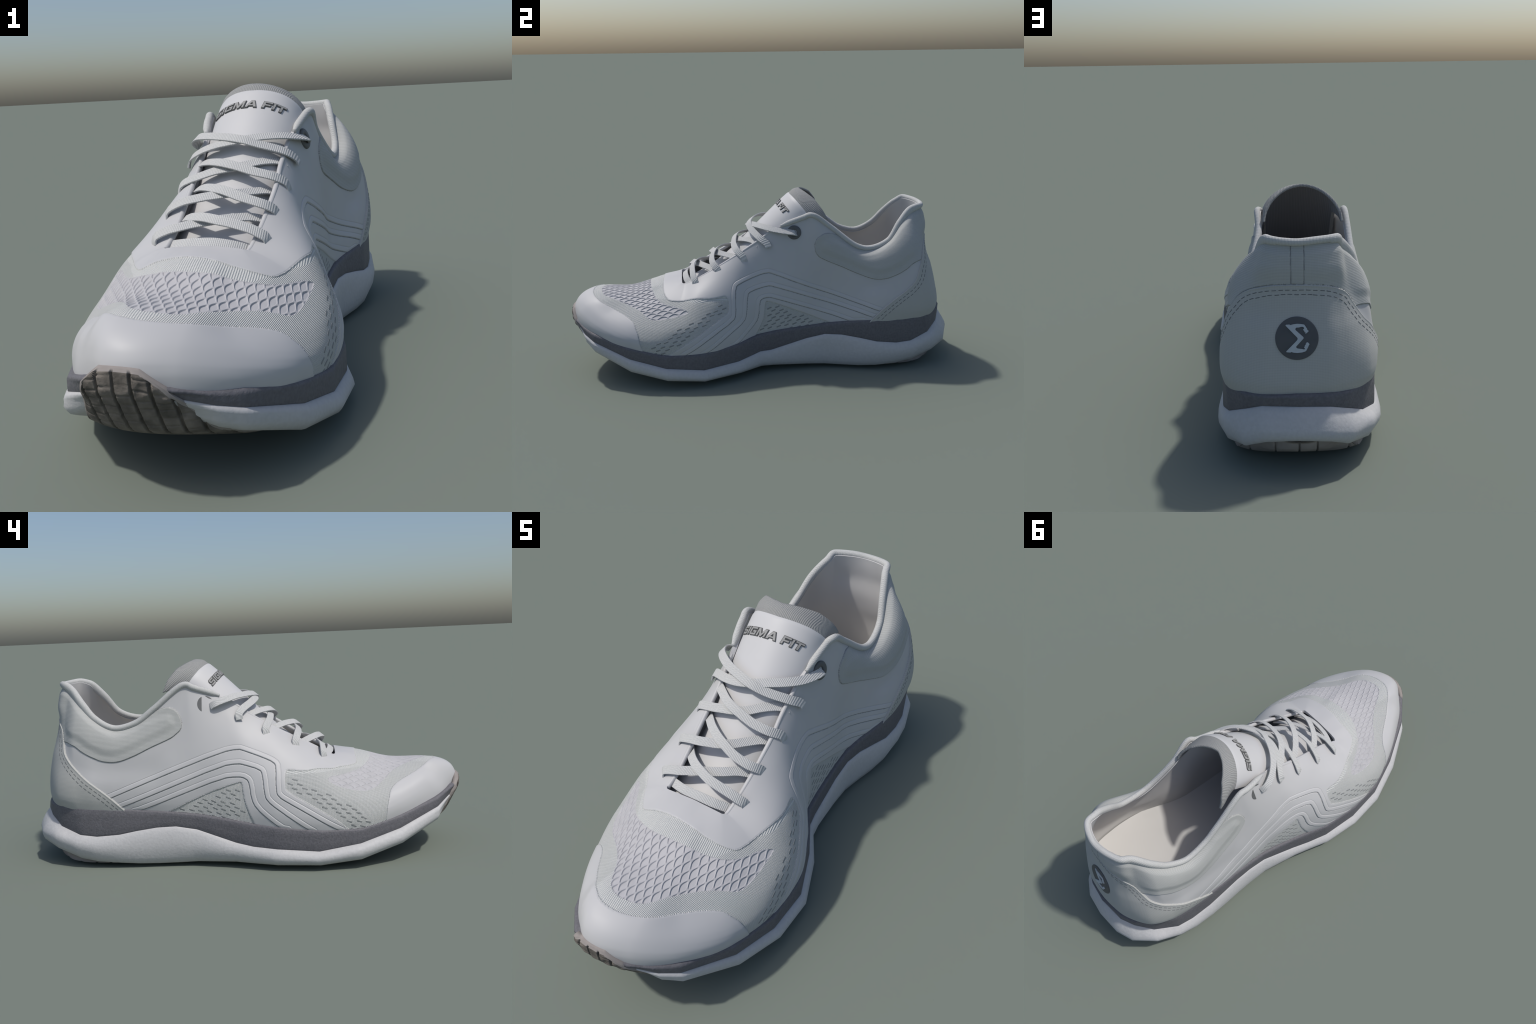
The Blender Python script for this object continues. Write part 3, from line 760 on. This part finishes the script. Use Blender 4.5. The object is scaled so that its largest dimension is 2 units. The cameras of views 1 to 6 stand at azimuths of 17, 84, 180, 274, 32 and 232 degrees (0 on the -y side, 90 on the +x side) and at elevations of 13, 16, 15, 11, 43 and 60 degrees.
# ---------------------------------------------------------------------------
#  lining, footbed, throat edge
# ---------------------------------------------------------------------------
g2 = G[::12, ::10].copy(); n2 = GN[::12, ::10]
g2 = np.concatenate([g2, G[::12, -1:]], 1); n2 = np.concatenate([n2, GN[::12, -1:]], 1)
inn = g2 - n2*.016
a_, b_ = inn.shape[:2]
mesh_from('lining', inn.reshape(-1, 3), quads(a_, b_, wrap_u=True, flip=True), M_LINING)
edge = np.stack([G[::6, -1] + GN[::6, -1]*.0, G[::6, -1] - GN[::6, -1]*.008 + [0, 0, .001], G[::6, -1] - GN[::6, -1]*.016], 1)
mesh_from('throat_edge', edge.reshape(-1, 3), quads(edge.shape[0], 3, wrap_u=True), M_WHITE)
ring = inn[:, 1]
fb = [lerp(ring, np.stack([np.full(a_, .0), np.clip(ring[:, 1], -.7, .75), ring[:, 2]], 1), t) for t in (0, .15, .4, .7, 1)]
zf = np.interp(ring[:, 1], [-1, -.8, -.5, -.2, .1, .4, .9], [.31, .27, .21, .215, .25, .285, .315])
fb = np.stack(fb, 1); fb[..., 2] = zf[:, None] + np.array([.022, .008, .0, -.002, -.002])[None]
mesh_from('footbed', fb.reshape(-1, 3), quads(a_, 5, wrap_u=True), M_LINING)

# ---------------------------------------------------------------------------
#  collar binding and rolled eyestay edges
# ---------------------------------------------------------------------------
def top_u(p): return nearest_uv(p)[0]
uA, uB = top_u((.158, .085, .75)), top_u((-.163, .085, .75))
u = np.linspace(uA, uB if uB > uA else uB + NU, 420)
pth = at(u, np.full(len(u), NV-1.0)); nn = at(u, np.full(len(u), NV-1.0), GN)
s = np.linspace(0, 1, len(u))
bulge = np.exp(-((pth[:, 1]-.735)/.07)**2)*(np.abs(pth[:, 0]) > .09)
end = sm(0, .02, s)*sm(0, .02, 1-s)
pth = pth + nn*.0005 + [0, 0, .002]
rad = (.0134 + .0015*bulge)*(.55 + .45*end)
tube('collar_binding', pth, rad, M_BIND, 16, squash=(nn*.004*np.array([1, 1, .2]) + np.array([0, 0, -.016]))*bulge[:, None])

def eyestay(a, b, nm):
    ua, ub = top_u(a), top_u(b)
    ub = rel_u(np.array(ub), ua)
    u = np.linspace(ua, float(ub), 120)
    p = at(u, np.full(120, NV-1.0)); n = at(u, np.full(120, NV-1.0), GN)
    e = np.linspace(0, 1, 120)
    tube(nm, p - n*.006 + [0, 0, -.001], .0085*(.3 + .7*sm(0, .03, e)*sm(0, .03, 1-e)), M_WHITE, 12)
eyestay((.150, .06, .738), (.128, -.415, .462), 'eyestay_edge')
eyestay((-.155, .06, .738), (-.121, -.413, .464), 'eyestay_edge')

# ---------------------------------------------------------------------------
#  tongue
# ---------------------------------------------------------------------------
T_C = np.array([(0,-.46,.410),(0,-.42,.430),(0,-.36,.458),(0,-.25,.525),(0,-.143,.612),(0,-.012,.741),(0,.147,.890),(-.008,.178,.912),(-.015,.205,.916),(-.015,.25,.919)])
T_W = np.array([(.145,.03),(.150,.04),(.152,.055),(.153,.08),(.152,.10),(.158,.12),(.158,.135),(.162,.165),(.170,.19),(.172,.195)])
t_t = chord(T_C); T_LEN = t_t[-2]
def tongue(q, t):
    """q in -1..1 across (equal steps of angle), t metres along from the toe end"""
    q = np.asarray(q, float); t = np.asarray(t, float)
    sh = np.broadcast(q, t).shape
    q = np.broadcast_to(q, sh).ravel(); t = np.broadcast_to(t, sh).ravel()
    C = akima(t_t, T_C, t); W = akima(t_t, np.c_[T_W, T_W[:, 0]*0], t)
    dn = np.array([0, .65, -.76])
    ang = q*np.pi/2*.97
    return (C + (W[:, 0]*np.sin(ang))[:, None]*[1, 0, 0] + (W[:, 1]*(1-np.cos(ang)))[:, None]*dn).reshape(*sh, 3)
nq, ntt = 90, 120
qq = np.linspace(-1, 1, nq)[:, None]; tt = np.linspace(0, T_LEN, ntt)[None]
sweep = np.interp(qq, [-1, -.75, -.5, -.2, 0, .25, .5, .75, 1], [.012, .036, .040, .012, .0, .014, .028, .022, .006])
TP = tongue(qq, tt + sweep*sm(T_LEN-.09, T_LEN, tt))
TN = np.cross(np.gradient(TP, axis=1), np.gradient(TP, axis=0)); TN /= np.linalg.norm(TN, axis=2, keepdims=True)
if TN[nq//2, ntt//2, 2] < 0: TN = -TN
bandt = t_t[6] - .004
is_band = (tt > bandt)*np.ones((nq, 1))
TPo = TP - TN*(.003*sm(-.001, .004, tt - bandt))[..., None]*1.0
TPi = TP - TN*.015
fq = quads(nq, ntt)
V = np.concatenate([TPo.reshape(-1, 3), TPi.reshape(-1, 3)]); n0 = nq*ntt
loop = [v for v in range(ntt)] + [u_*ntt+ntt-1 for u_ in range(1, nq)] + [(nq-1)*ntt+v for v in range(ntt-2, -1, -1)] + [u_*ntt for u_ in range(nq-2, 0, -1)]
loop = np.array(loop); l2 = np.roll(loop, -1)
side = np.stack([loop, l2, l2+n0, loop+n0], 1)
bf = (is_band[:-1, :-1] > 0).ravel()
mesh_from('tongue', V, np.concatenate([fq[~bf], fq[~bf][:, ::-1] + n0]), [M_TONGUE, M_BANDIN], fmat=np.concatenate([np.zeros((~bf).sum(), int), np.ones((~bf).sum(), int)]))
tb = mesh_from('tongue_band', V, np.concatenate([fq[bf], side, fq[bf][:, ::-1] + n0]), [M_BAND, M_BANDIN],
          fmat=np.concatenate([np.zeros(bf.sum(), int), np.zeros(len(side), int), np.ones(bf.sum(), int)]))

# raised lettering on the tongue
def tongue_frame(xa, w, h):
    """xa: arc length across from the ridge, w: metres along, h: height above"""
    xa = np.asarray(xa, float); w = np.asarray(w, float)
    qs = np.linspace(-1, 1, 401)
    out = np.zeros((len(xa), 3))
    for i, (x, ww, hh) in enumerate(zip(xa, w, h)):
        row = tongue(qs, np.full(401, ww)); s_ = chord(row); s_ -= np.interp(0, qs, s_)
        q_ = np.interp(x, s_, qs); e_ = .004
        p = tongue(np.array([q_, q_+e_, q_]), np.array([ww, ww, ww+e_]))
        n = np.cross(p[1]-p[0], p[2]-p[0]); n /= np.linalg.norm(n)
        if n[2] < 0: n = -n
        out[i] = p[0] + n*hh
    return out

def letter_shapes():
    """outlines in a unit-height box: (advance, [polygons])"""
    b = .235
    Sx = 1.25
    Ss = [(0.06,0),(1.06,0),(1.25,.14),(1.25,.46),(1.08,.60),(.30,.60),(.30,.77),(1.22,.77),(1.22,1),(.18,1),(0,.86),(0,.54),(.17,.40),(.95,.40),(.95,.23),(.06,.23)]
    I = [(0,0),(.3,0),(.3,1),(0,1)]
    Gg = [(.20,0),(1.28,0),(1.28,.58),(.66,.58),(.66,.37),(.98,.37),(.98,.23),(.32,.23),(.32,.77),(1.26,.77),(1.26,1),(.20,1),(0,.84),(0,.16)]
    Mm = [(0,0),(.28,0),(.28,.62),(.66,0),(.90,0),(1.28,.62),(1.28,0),(1.56,0),(1.56,1),(1.18,1),(.78,.36),(.38,1),(0,1)]
    A = [(0,0),(.34,0),(.46,.21),(1.08,.21),(1.20,0),(1.55,0),(.98,1),(.57,1)]
    Ah = [(.58,.41),(.775,.76),(.96,.41)]
    Ff = [(0,0),(.3,0),(.3,.36),(1.0,.36),(1.0,.58),(.3,.58),(.3,.77),(1.15,.77),(1.15,1),(0,1)]
    Tt = [(.48,0),(.80,0),(.80,.77),(1.28,.77),(1.28,1),(0,1),(0,.77),(.48,.77)]
    return {'S': (1.25, [Ss]), 'I': (.3, [I]), 'G': (1.28, [Gg]), 'M': (1.56, [Mm]), 'A': (1.55, [A, Ah]), 'F': (1.15, [Ff]), 'T': (1.28, [Tt])}

def flat_letter(polys_, off, depth):
    cu = bpy.data.curves.new('tmp', 'CURVE'); cu.dimensions = '2D'; cu.fill_mode = 'BOTH'
    cu.extrude = depth/2; cu.offset = off
    for pl in polys_:
        # subdivide edges so the letters can bend with the tongue
        pts = []
        for (x0, y0), (x1, y1) in zip(pl, pl[1:] + pl[:1]):
            m = max(1, int(np.hypot(x1-x0, y1-y0)/.22))
            pts += [(x0 + (x1-x0)*i/m, y0 + (y1-y0)*i/m) for i in range(m)]
        sp = cu.splines.new('POLY'); sp.points.add(len(pts)-1); sp.use_cyclic_u = True
        for p_, (x, y) in zip(sp.points, pts): p_.co = (x, y, 0, 1)
    ob = bpy.data.objects.new('tmp', cu); bpy.context.scene.collection.objects.link(ob)
    dg = bpy.context.evaluated_depsgraph_get()
    me = bpy.data.meshes.new_from_object(ob.evaluated_get(dg))
    bpy.data.objects.remove(ob); bpy.data.curves.remove(cu)
    return me

shapes = letter_shapes()
word = 'SIGMA FIT'
gap = .20
adv = sum((.55 if ch == ' ' else shapes[ch][0] + gap) for ch in word) - gap
W_TEXT, H_TEXT = .268, .0295
sxx = W_TEXT/adv
y_text0 = np.interp(.0853, T_C[:, 1], t_t)
lettering = bpy.data.objects.new('tongue_lettering', None)
bpy.context.scene.collection.objects.link(lettering); lettering.parent = root
pen = 0.
for ch in word:
    if ch == ' ': pen += .55; continue
    wdt, pl = shapes[ch]
    for layer, (off, lo, hi, mt) in enumerate([(.065, -.002, .0030, M_LETTERD), (-.015, 0.0, .0046, M_LETTER)]):
        me = flat_letter(pl, off, 1.0)
        co = np.array([v.co for v in me.vertices])
        xa = -.146 + (pen + co[:, 0])*sxx + co[:, 1]*.006
        ww = y_text0 + co[:, 1]*H_TEXT
        hh = np.where(co[:, 2] > 0, hi, lo)
        co2 = tongue_frame(xa, ww, hh)
        for v_, c_ in zip(me.vertices, co2): v_.co = c_
        me.materials.clear(); me.materials.append(mt); me.name = 'letter'
        ob = bpy.data.objects.new('letter' if layer else 'letter_border', me); ob.parent = lettering
        bpy.context.scene.collection.objects.link(ob)
    pen += wdt + gap

# ---------------------------------------------------------------------------
#  laces: flat woven ribbon, one length per crossing
# ---------------------------------------------------------------------------
def ribbon(path, width=.033, thick=.0055, n=60, twist=None):
    P_ = np.array(path, float); t = chord(P_)
    P = akima(t, P_, np.linspace(0, t[-1], n))
    T = np.gradient(P, axis=0); T /= np.linalg.norm(T, axis=1, keepdims=True)
    up = np.array([0, -.62, .78]); 
    C = np.stack([P[:, 0]*0, P[:, 1]*0, P[:, 2]*0], 1)
    ref = np.tile(up, (n, 1)) + np.stack([P[:, 0]*1.6*sm(.06, .18, np.abs(P[:, 0])), 0*P[:, 0], 0*P[:, 0]], 1)
    Bn = np.cross(T, ref); Bn /= np.linalg.norm(Bn, axis=1, keepdims=True)
    for lo, hi, st_ in ((int(n*.8), n, 1), (int(n*.2), -1, -1)):
        for i in range(lo, hi, st_):
            q_ = Bn[i-st_] - T[i]*(Bn[i-st_] @ T[i]); Bn[i] = q_/np.linalg.norm(q_)
    Nn = np.cross(Bn, T)
    if Nn[n//2] @ up < 0: Nn, Bn = -Nn, -Bn
    w, h, b = width/2, thick/2, thick*.16
    sec = [(-w, -h+b), (-w+b, -h), (w-b, -h), (w, -h+b), (w, h-b), (w-b, h), (0, h*1.06), (-w+b, h), (-w, h-b)]
    V = np.array([[P[i] + Bn[i]*x + Nn[i]*y for x, y in sec] for i in range(n)])
    k = len(sec)
    F = [tuple(f) for f in quads(n, k, wrap_v=True)] + [tuple(range(k))[::-1], tuple(range((n-1)*k, n*k))]
    ob = mesh_from('lace', V.reshape(-1, 3), F, M_LACE, parent=laces)
    bm = bmesh.new(); bm.from_mesh(ob.data); bmesh.ops.recalc_face_normals(bm, faces=bm.faces); bm.to_mesh(ob.data); bm.free()
    ob.data.polygons.foreach_set('use_smooth', np.ones(len(ob.data.polygons), bool))
    ob.data.set_sharp_from_angle(angle=.5)
    return ob
laces = bpy.data.objects.new('laces', None); bpy.context.scene.collection.objects.link(laces); laces.parent = root

LACES = [
 # hidden first bar at the bottom of the throat
 [(-.135,-.372,.455),(-.10,-.39,.468),(-.045,-.404,.476),(.016,-.406,.479),(.066,-.402,.473),(.105,-.39,.462),(.135,-.375,.445)],
 # inner-side starts, running under
 [(-.172,-.372,.462),(-.168,-.370,.484),(-.150,-.369,.496),(-.109,-.366,.510),(-.044,-.345,.522),(.044,-.308,.530),(.09,-.275,.528),(.116,-.260,.522),(.148,-.243,.508)],
 [(-.183,-.248,.515),(-.178,-.246,.538),(-.155,-.252,.556),(-.10,-.260,.576),(-.025,-.252,.588),(.032,-.228,.592),(.07,-.19,.590),(.105,-.155,.588),(.150,-.125,.572)],
 [(-.189,-.118,.575),(-.183,-.115,.600),(-.158,-.122,.616),(-.11,-.131,.632),(-.046,-.134,.650),(.022,-.118,.660),(.069,-.083,.668),(.11,-.05,.668),(.152,-.025,.655)],
 [(-.196,-.002,.645),(-.189,.0,.672),(-.165,-.015,.690),(-.11,-.048,.712),(-.05,-.066,.728),(.010,-.058,.737),(.075,-.029,.744),(.132,.014,.742),(.164,.065,.734),(.179,.117,.727),(.182,.150,.722),(.165,.165,.715)],
 # outer-side starts, running over
 [(.172,-.355,.462),(.166,-.358,.486),(.150,-.364,.498),(.117,-.368,.514),(.047,-.368,.532),(-.021,-.347,.540),(-.076,-.312,.534),(-.115,-.272,.520),(-.148,-.235,.505)],
 [(.172,-.236,.515),(.166,-.240,.540),(.150,-.254,.556),(.127,-.264,.567),(.071,-.265,.585),(.004,-.244,.604),(-.065,-.199,.606),(-.108,-.155,.595),(-.146,-.115,.575)],
 [(.176,-.106,.580),(.168,-.112,.606),(.150,-.130,.622),(.125,-.144,.634),(.073,-.150,.648),(.014,-.143,.665),(-.044,-.123,.674),(-.102,-.077,.670),(-.15,-.03,.655)],
 [(.182,.02,.650),(.172,.010,.670),(.158,-.012,.686),(.137,-.029,.699),(.071,-.057,.722),(.013,-.065,.740),(-.049,-.048,.748),(-.096,-.028,.750),(-.150,.010,.748),(-.188,.055,.737),(-.205,.10,.722),(-.198,.125,.708)],
]
for L_ in LACES: ribbon(L_)

# ---------------------------------------------------------------------------
#  eyelets
# ---------------------------------------------------------------------------
def disc_frame(p):
    uu, vv = nearest_uv(p); c = at(np.array(uu), np.array(vv), PD); n = at(np.array(uu), np.array(vv), GN)
    n = n/np.linalg.norm(n)
    return c, n

def eyelet(name, c, n, R, r, h, tilt=(0, 0, 0)):
    n = n + np.array(tilt); n /= np.linalg.norm(n)
    a = np.cross([0, 0, 1.], n); a /= np.linalg.norm(a); b = np.cross(n, a)
    m = 40; ang = np.arange(m)/m*2*np.pi
    sec = [(r, -.02), (r, h*.7), (r+h*.3, h), (R-h*.4, h), (R, h*.5), (R, -.02)]
    V = np.array([[c + (a*np.cos(t) + b*np.sin(t))*q + n*z for q, z in sec] for t in ang])
    return mesh_from(name, V.reshape(-1, 3), quads(m, len(sec), wrap_u=True, wrap_v=True), M_EYELET)
c, n = disc_frame((.176, .153, .722))
eyelet('eyelet', c, n, .0355, .0145, .007)
c, n = disc_frame((-.197, .145, .72))
ey_, ez_ = np.array([0, 1., 0]), np.cross(n, [0, 1., 0]); ey_ = np.cross(ez_, n); ez_ /= np.linalg.norm(ez_); ey_ /= np.linalg.norm(ey_)
if ez_[2] < 0: ez_ = -ez_
def sunk_piece(outline):
    V = []
    for h in (-.006, .0012):
        for y, z in outline:
            p = c + ey_*y + ez_*z
            V.append(at(*[np.array(k) for k in project(p)], PD) + n*h)
    k = len(outline)
    F_ = [tuple(range(k, 2*k)), tuple(range(k))[::-1]] + [(i, (i+1) % k, k+(i+1) % k, k+i) for i in range(k)]
    ob = mesh_from('eyelet_rim', np.array(V), F_, M_EYELET, smooth=False)
    bm = bmesh.new(); bm.from_mesh(ob.data); bmesh.ops.recalc_face_normals(bm, faces=bm.faces); bm.to_mesh(ob.data); bm.free()
Re = .037
sunk_piece([(Re*np.cos(t), Re*np.sin(t)) for t in np.linspace(-1.08, 1.08, 17)])
arc_ = np.linspace(1.55, 2.45, 10)
sunk_piece([(Re*np.cos(t), Re*np.sin(t)) for t in arc_] + [(Re*np.cos(t)*(1-.16*np.sin((t-1.55)/.9*np.pi)), Re*np.sin(t)*(1-.16*np.sin((t-1.55)/.9*np.pi))) for t in arc_[-2:0:-1]])

# ---------------------------------------------------------------------------
#  heel emblem
# ---------------------------------------------------------------------------
c, n = disc_frame((.026, .901, .489))
ex = np.array([-1., 0, 0]); ex -= n*(ex @ n); ex /= np.linalg.norm(ex); ey = np.cross(n, ex)
if ey[2] < 0: ey = -ey
R = .0755
def on_heel(x, y, h):
    """point of the heel fabric under emblem coordinates, raised by h"""
    p = c + ex*x + ey*y
    return at(*[np.array(k) for k in project(p)], PD) + n*h
m = 48; ang = np.arange(m)/m*2*np.pi
sec = [(0, .0042), (R*.35, .0042), (R*.65, .0042), (R*.93, .0042), (R*.985, .0036), (R, .002), (R, -.008)]
V = np.array([[on_heel(np.cos(t)*q, np.sin(t)*q, z) for q, z in sec] for t in ang])
emblem = mesh_from('heel_emblem', V.reshape(-1, 3), quads(m, len(sec), wrap_u=True), M_DARK)
emblem.data.set_sharp_from_angle(angle=.7)
SIG = [(-.52,.60),(-.50,.635),(-.32,.645),(-.33,.61),(-.17,.65),(.02,.675),(.2,.66),(.345,.63),(.43,.51),(.48,.43),(.47,.40),(.55,.34),(.52,.30),(.42,.22),(.385,.235),(.40,.30),(.34,.28),(.35,.335),(.29,.385),(.30,.43),(.345,.46),(.30,.53),(.20,.535),(.10,.505),(-.02,.50),(-.07,.44),(-.05,.38),(.29,.07),(.31,.03),(.30,-.01),(-.03,-.36),(-.04,-.41),(.02,-.46),(.12,-.475),(.24,-.49),(.33,-.51),(.37,-.47),(.32,-.42),(.36,-.37),(.35,-.33),(.41,-.28),(.39,-.235),(.44,-.225),(.44,-.18),(.50,-.185),(.575,-.27),(.54,-.33),(.52,-.38),(.43,-.56),(.38,-.60),(.22,-.645),(.02,-.665),(-.16,-.65),(-.29,-.61),(-.28,-.645),(-.48,-.63),(-.50,-.595),(.01,-.08),(.035,-.02),(.02,.04)]
me = flat_letter([SIG], 0., .2)
for v_ in me.vertices:
    x, y, z = v_.co
    v_.co = Vector(on_heel(x*R, y*R,   .0075 if z > 0 else .003))
me.materials.clear(); me.materials.append(M_SIGMA); me.name = 'emblem_sigma'
ob = bpy.data.objects.new('emblem_sigma', me); bpy.context.scene.collection.objects.link(ob); ob.parent = emblem

# ---------------------------------------------------------------------------
#  stitches and perforations: small capsules set into the shell
# ---------------------------------------------------------------------------
def capsules(name, items, mat, parent=None):
    """items: (centre, direction, normal, length, width, height)"""
    Vs, Fs = [], []
    k = 0
    for p, d, n, l, w, h in items:
        d = d - n*(d @ n); d /= np.linalg.norm(d); s_ = np.cross(n, d)
        out = []
        for a in np.linspace(-np.pi/2, np.pi/2, 5): out.append((l/2-w/2 + np.cos(a)*w/2, np.sin(a)*w/2))
        for a in np.linspace(np.pi/2, 3*np.pi/2, 5): out.append((-l/2+w/2 + np.cos(a)*w/2, np.sin(a)*w/2))
        m_ = len(out)
        for x, y in out: Vs.append(p + d*x + s_*y - n*.004)
        for x, y in out: Vs.append(p + d*x + s_*y + n*h*.6)
        for x, y in out: Vs.append(p + d*x*.8 + s_*y*.55 + n*h)
        for r_ in range(2):
            for i in range(m_):
                j = (i+1) % m_
                Fs.append((k+r_*m_+i, k+r_*m_+j, k+(r_+1)*m_+j, k+(r_+1)*m_+i))
        Fs.append(tuple(range(k+2*m_, k+3*m_)))
        k += 3*m_
    ob = mesh_from(name, np.array(Vs), Fs, mat, parent=parent); ob['kind'] = 'stuff'
    return ob

# two stitch rows just inside the heel counter edge
st = []
L3 = at(c_cnt[:, 0], c_cnt[:, 1]); nn = at(c_cnt[:, 0], c_cnt[:, 1], GN)
tang = np.gradient(L3, axis=0); tang /= np.linalg.norm(tang, axis=1, keepdims=True)
sidev = np.cross(tang, nn)
if sidev[len(sidev)//2, 2] > 0: sidev = -sidev
for off in (.020, .037):
    row = L3 + sidev*off
    s_ = chord(row); q = np.arange(.03, s_[-1]-.03, .024)
    pts = np.stack([np.interp(q, s_, row[:, i]) for i in range(3)], 1)
    uvs = [nearest_uv(p) for p in pts]
    cs = np.array([at(np.array(a_), np.array(b_), PD) for a_, b_ in uvs]); ns = np.array([at(np.array(a_), np.array(b_), GN) for a_, b_ in uvs])
    dirs = np.gradient(cs, axis=0)
    for p, d, n_ , (a_, b_) in zip(cs, dirs, ns, uvs):
        if b_ < 6: continue
        st.append((p, d/np.linalg.norm(d), n_/np.linalg.norm(n_), .0165, .0024, .0008))
capsules('heel_stitching', st, M_THREAD)

# perforations: solid dark capsules for the shade in each slot, on a staggered lattice
def perforate(name, sgn, region, band, border):
    items = []; bp = at(border[:, 0], border[:, 1])
    ii, jj = np.where(region[::2, ::2]); ii *= 2; jj *= 2
    ok = G[ii, jj, 0]*sgn > .15; ii, jj = ii[ok], jj[ok]; ys, zs = G[ii, jj, 1], G[ii, jj, 2]
    lo, hi = (ys.min(), zs.min()), (ys.max(), zs.max())
    for a in range(-30, 30):
        for b in range(-30, 30):
            y = -.30 + a*.042 + b*.0205 + rng.normal()*.0012
            z = .26 + a*.004 + b*.0198 + rng.normal()*.001
            if not (lo[0] < y < hi[0] and lo[1] < z < hi[1]): continue
            d2 = (ys-y)**2 + (zs-z)**2
            k_ = np.argmin(d2)
            if d2[k_] > .00001: continue
            i, j = ii[k_], jj[k_]
            if not region[i, j]: continue
            if not (band[0] < np.sqrt(((bp - G[i, j])**2).sum(1).min()) < band[1]): continue
            items.append((PD[i, j], np.array([0, .92, .34]), GN[i, j]/np.linalg.norm(GN[i, j]),   .0255, .0066, .0005))
    if items: capsules(name, items, M_SLOT)
kn = ins['knit'] & ~ins['toe'] & ~ins['scale'] & (dist['toe'] > .03)
for sgn in (1, -1):
    low = kn & (G[..., 1] > -.60) & (G[..., 2] < np.interp(G[..., 1], [-.6, -.25, -.19], [.235, .385, .42]))
    perforate('vamp_perforations', sgn, low, (.018, .085), c_knit)
for sgn, k_ in ((1, 'win0'), (-1, 'win1')):
    perforate('window_perforations', sgn, ins[k_] & (G[..., 2] > (.225 if sgn == 1 else .222)), (.016, 1), c_win[0 if sgn == 1 else 1])
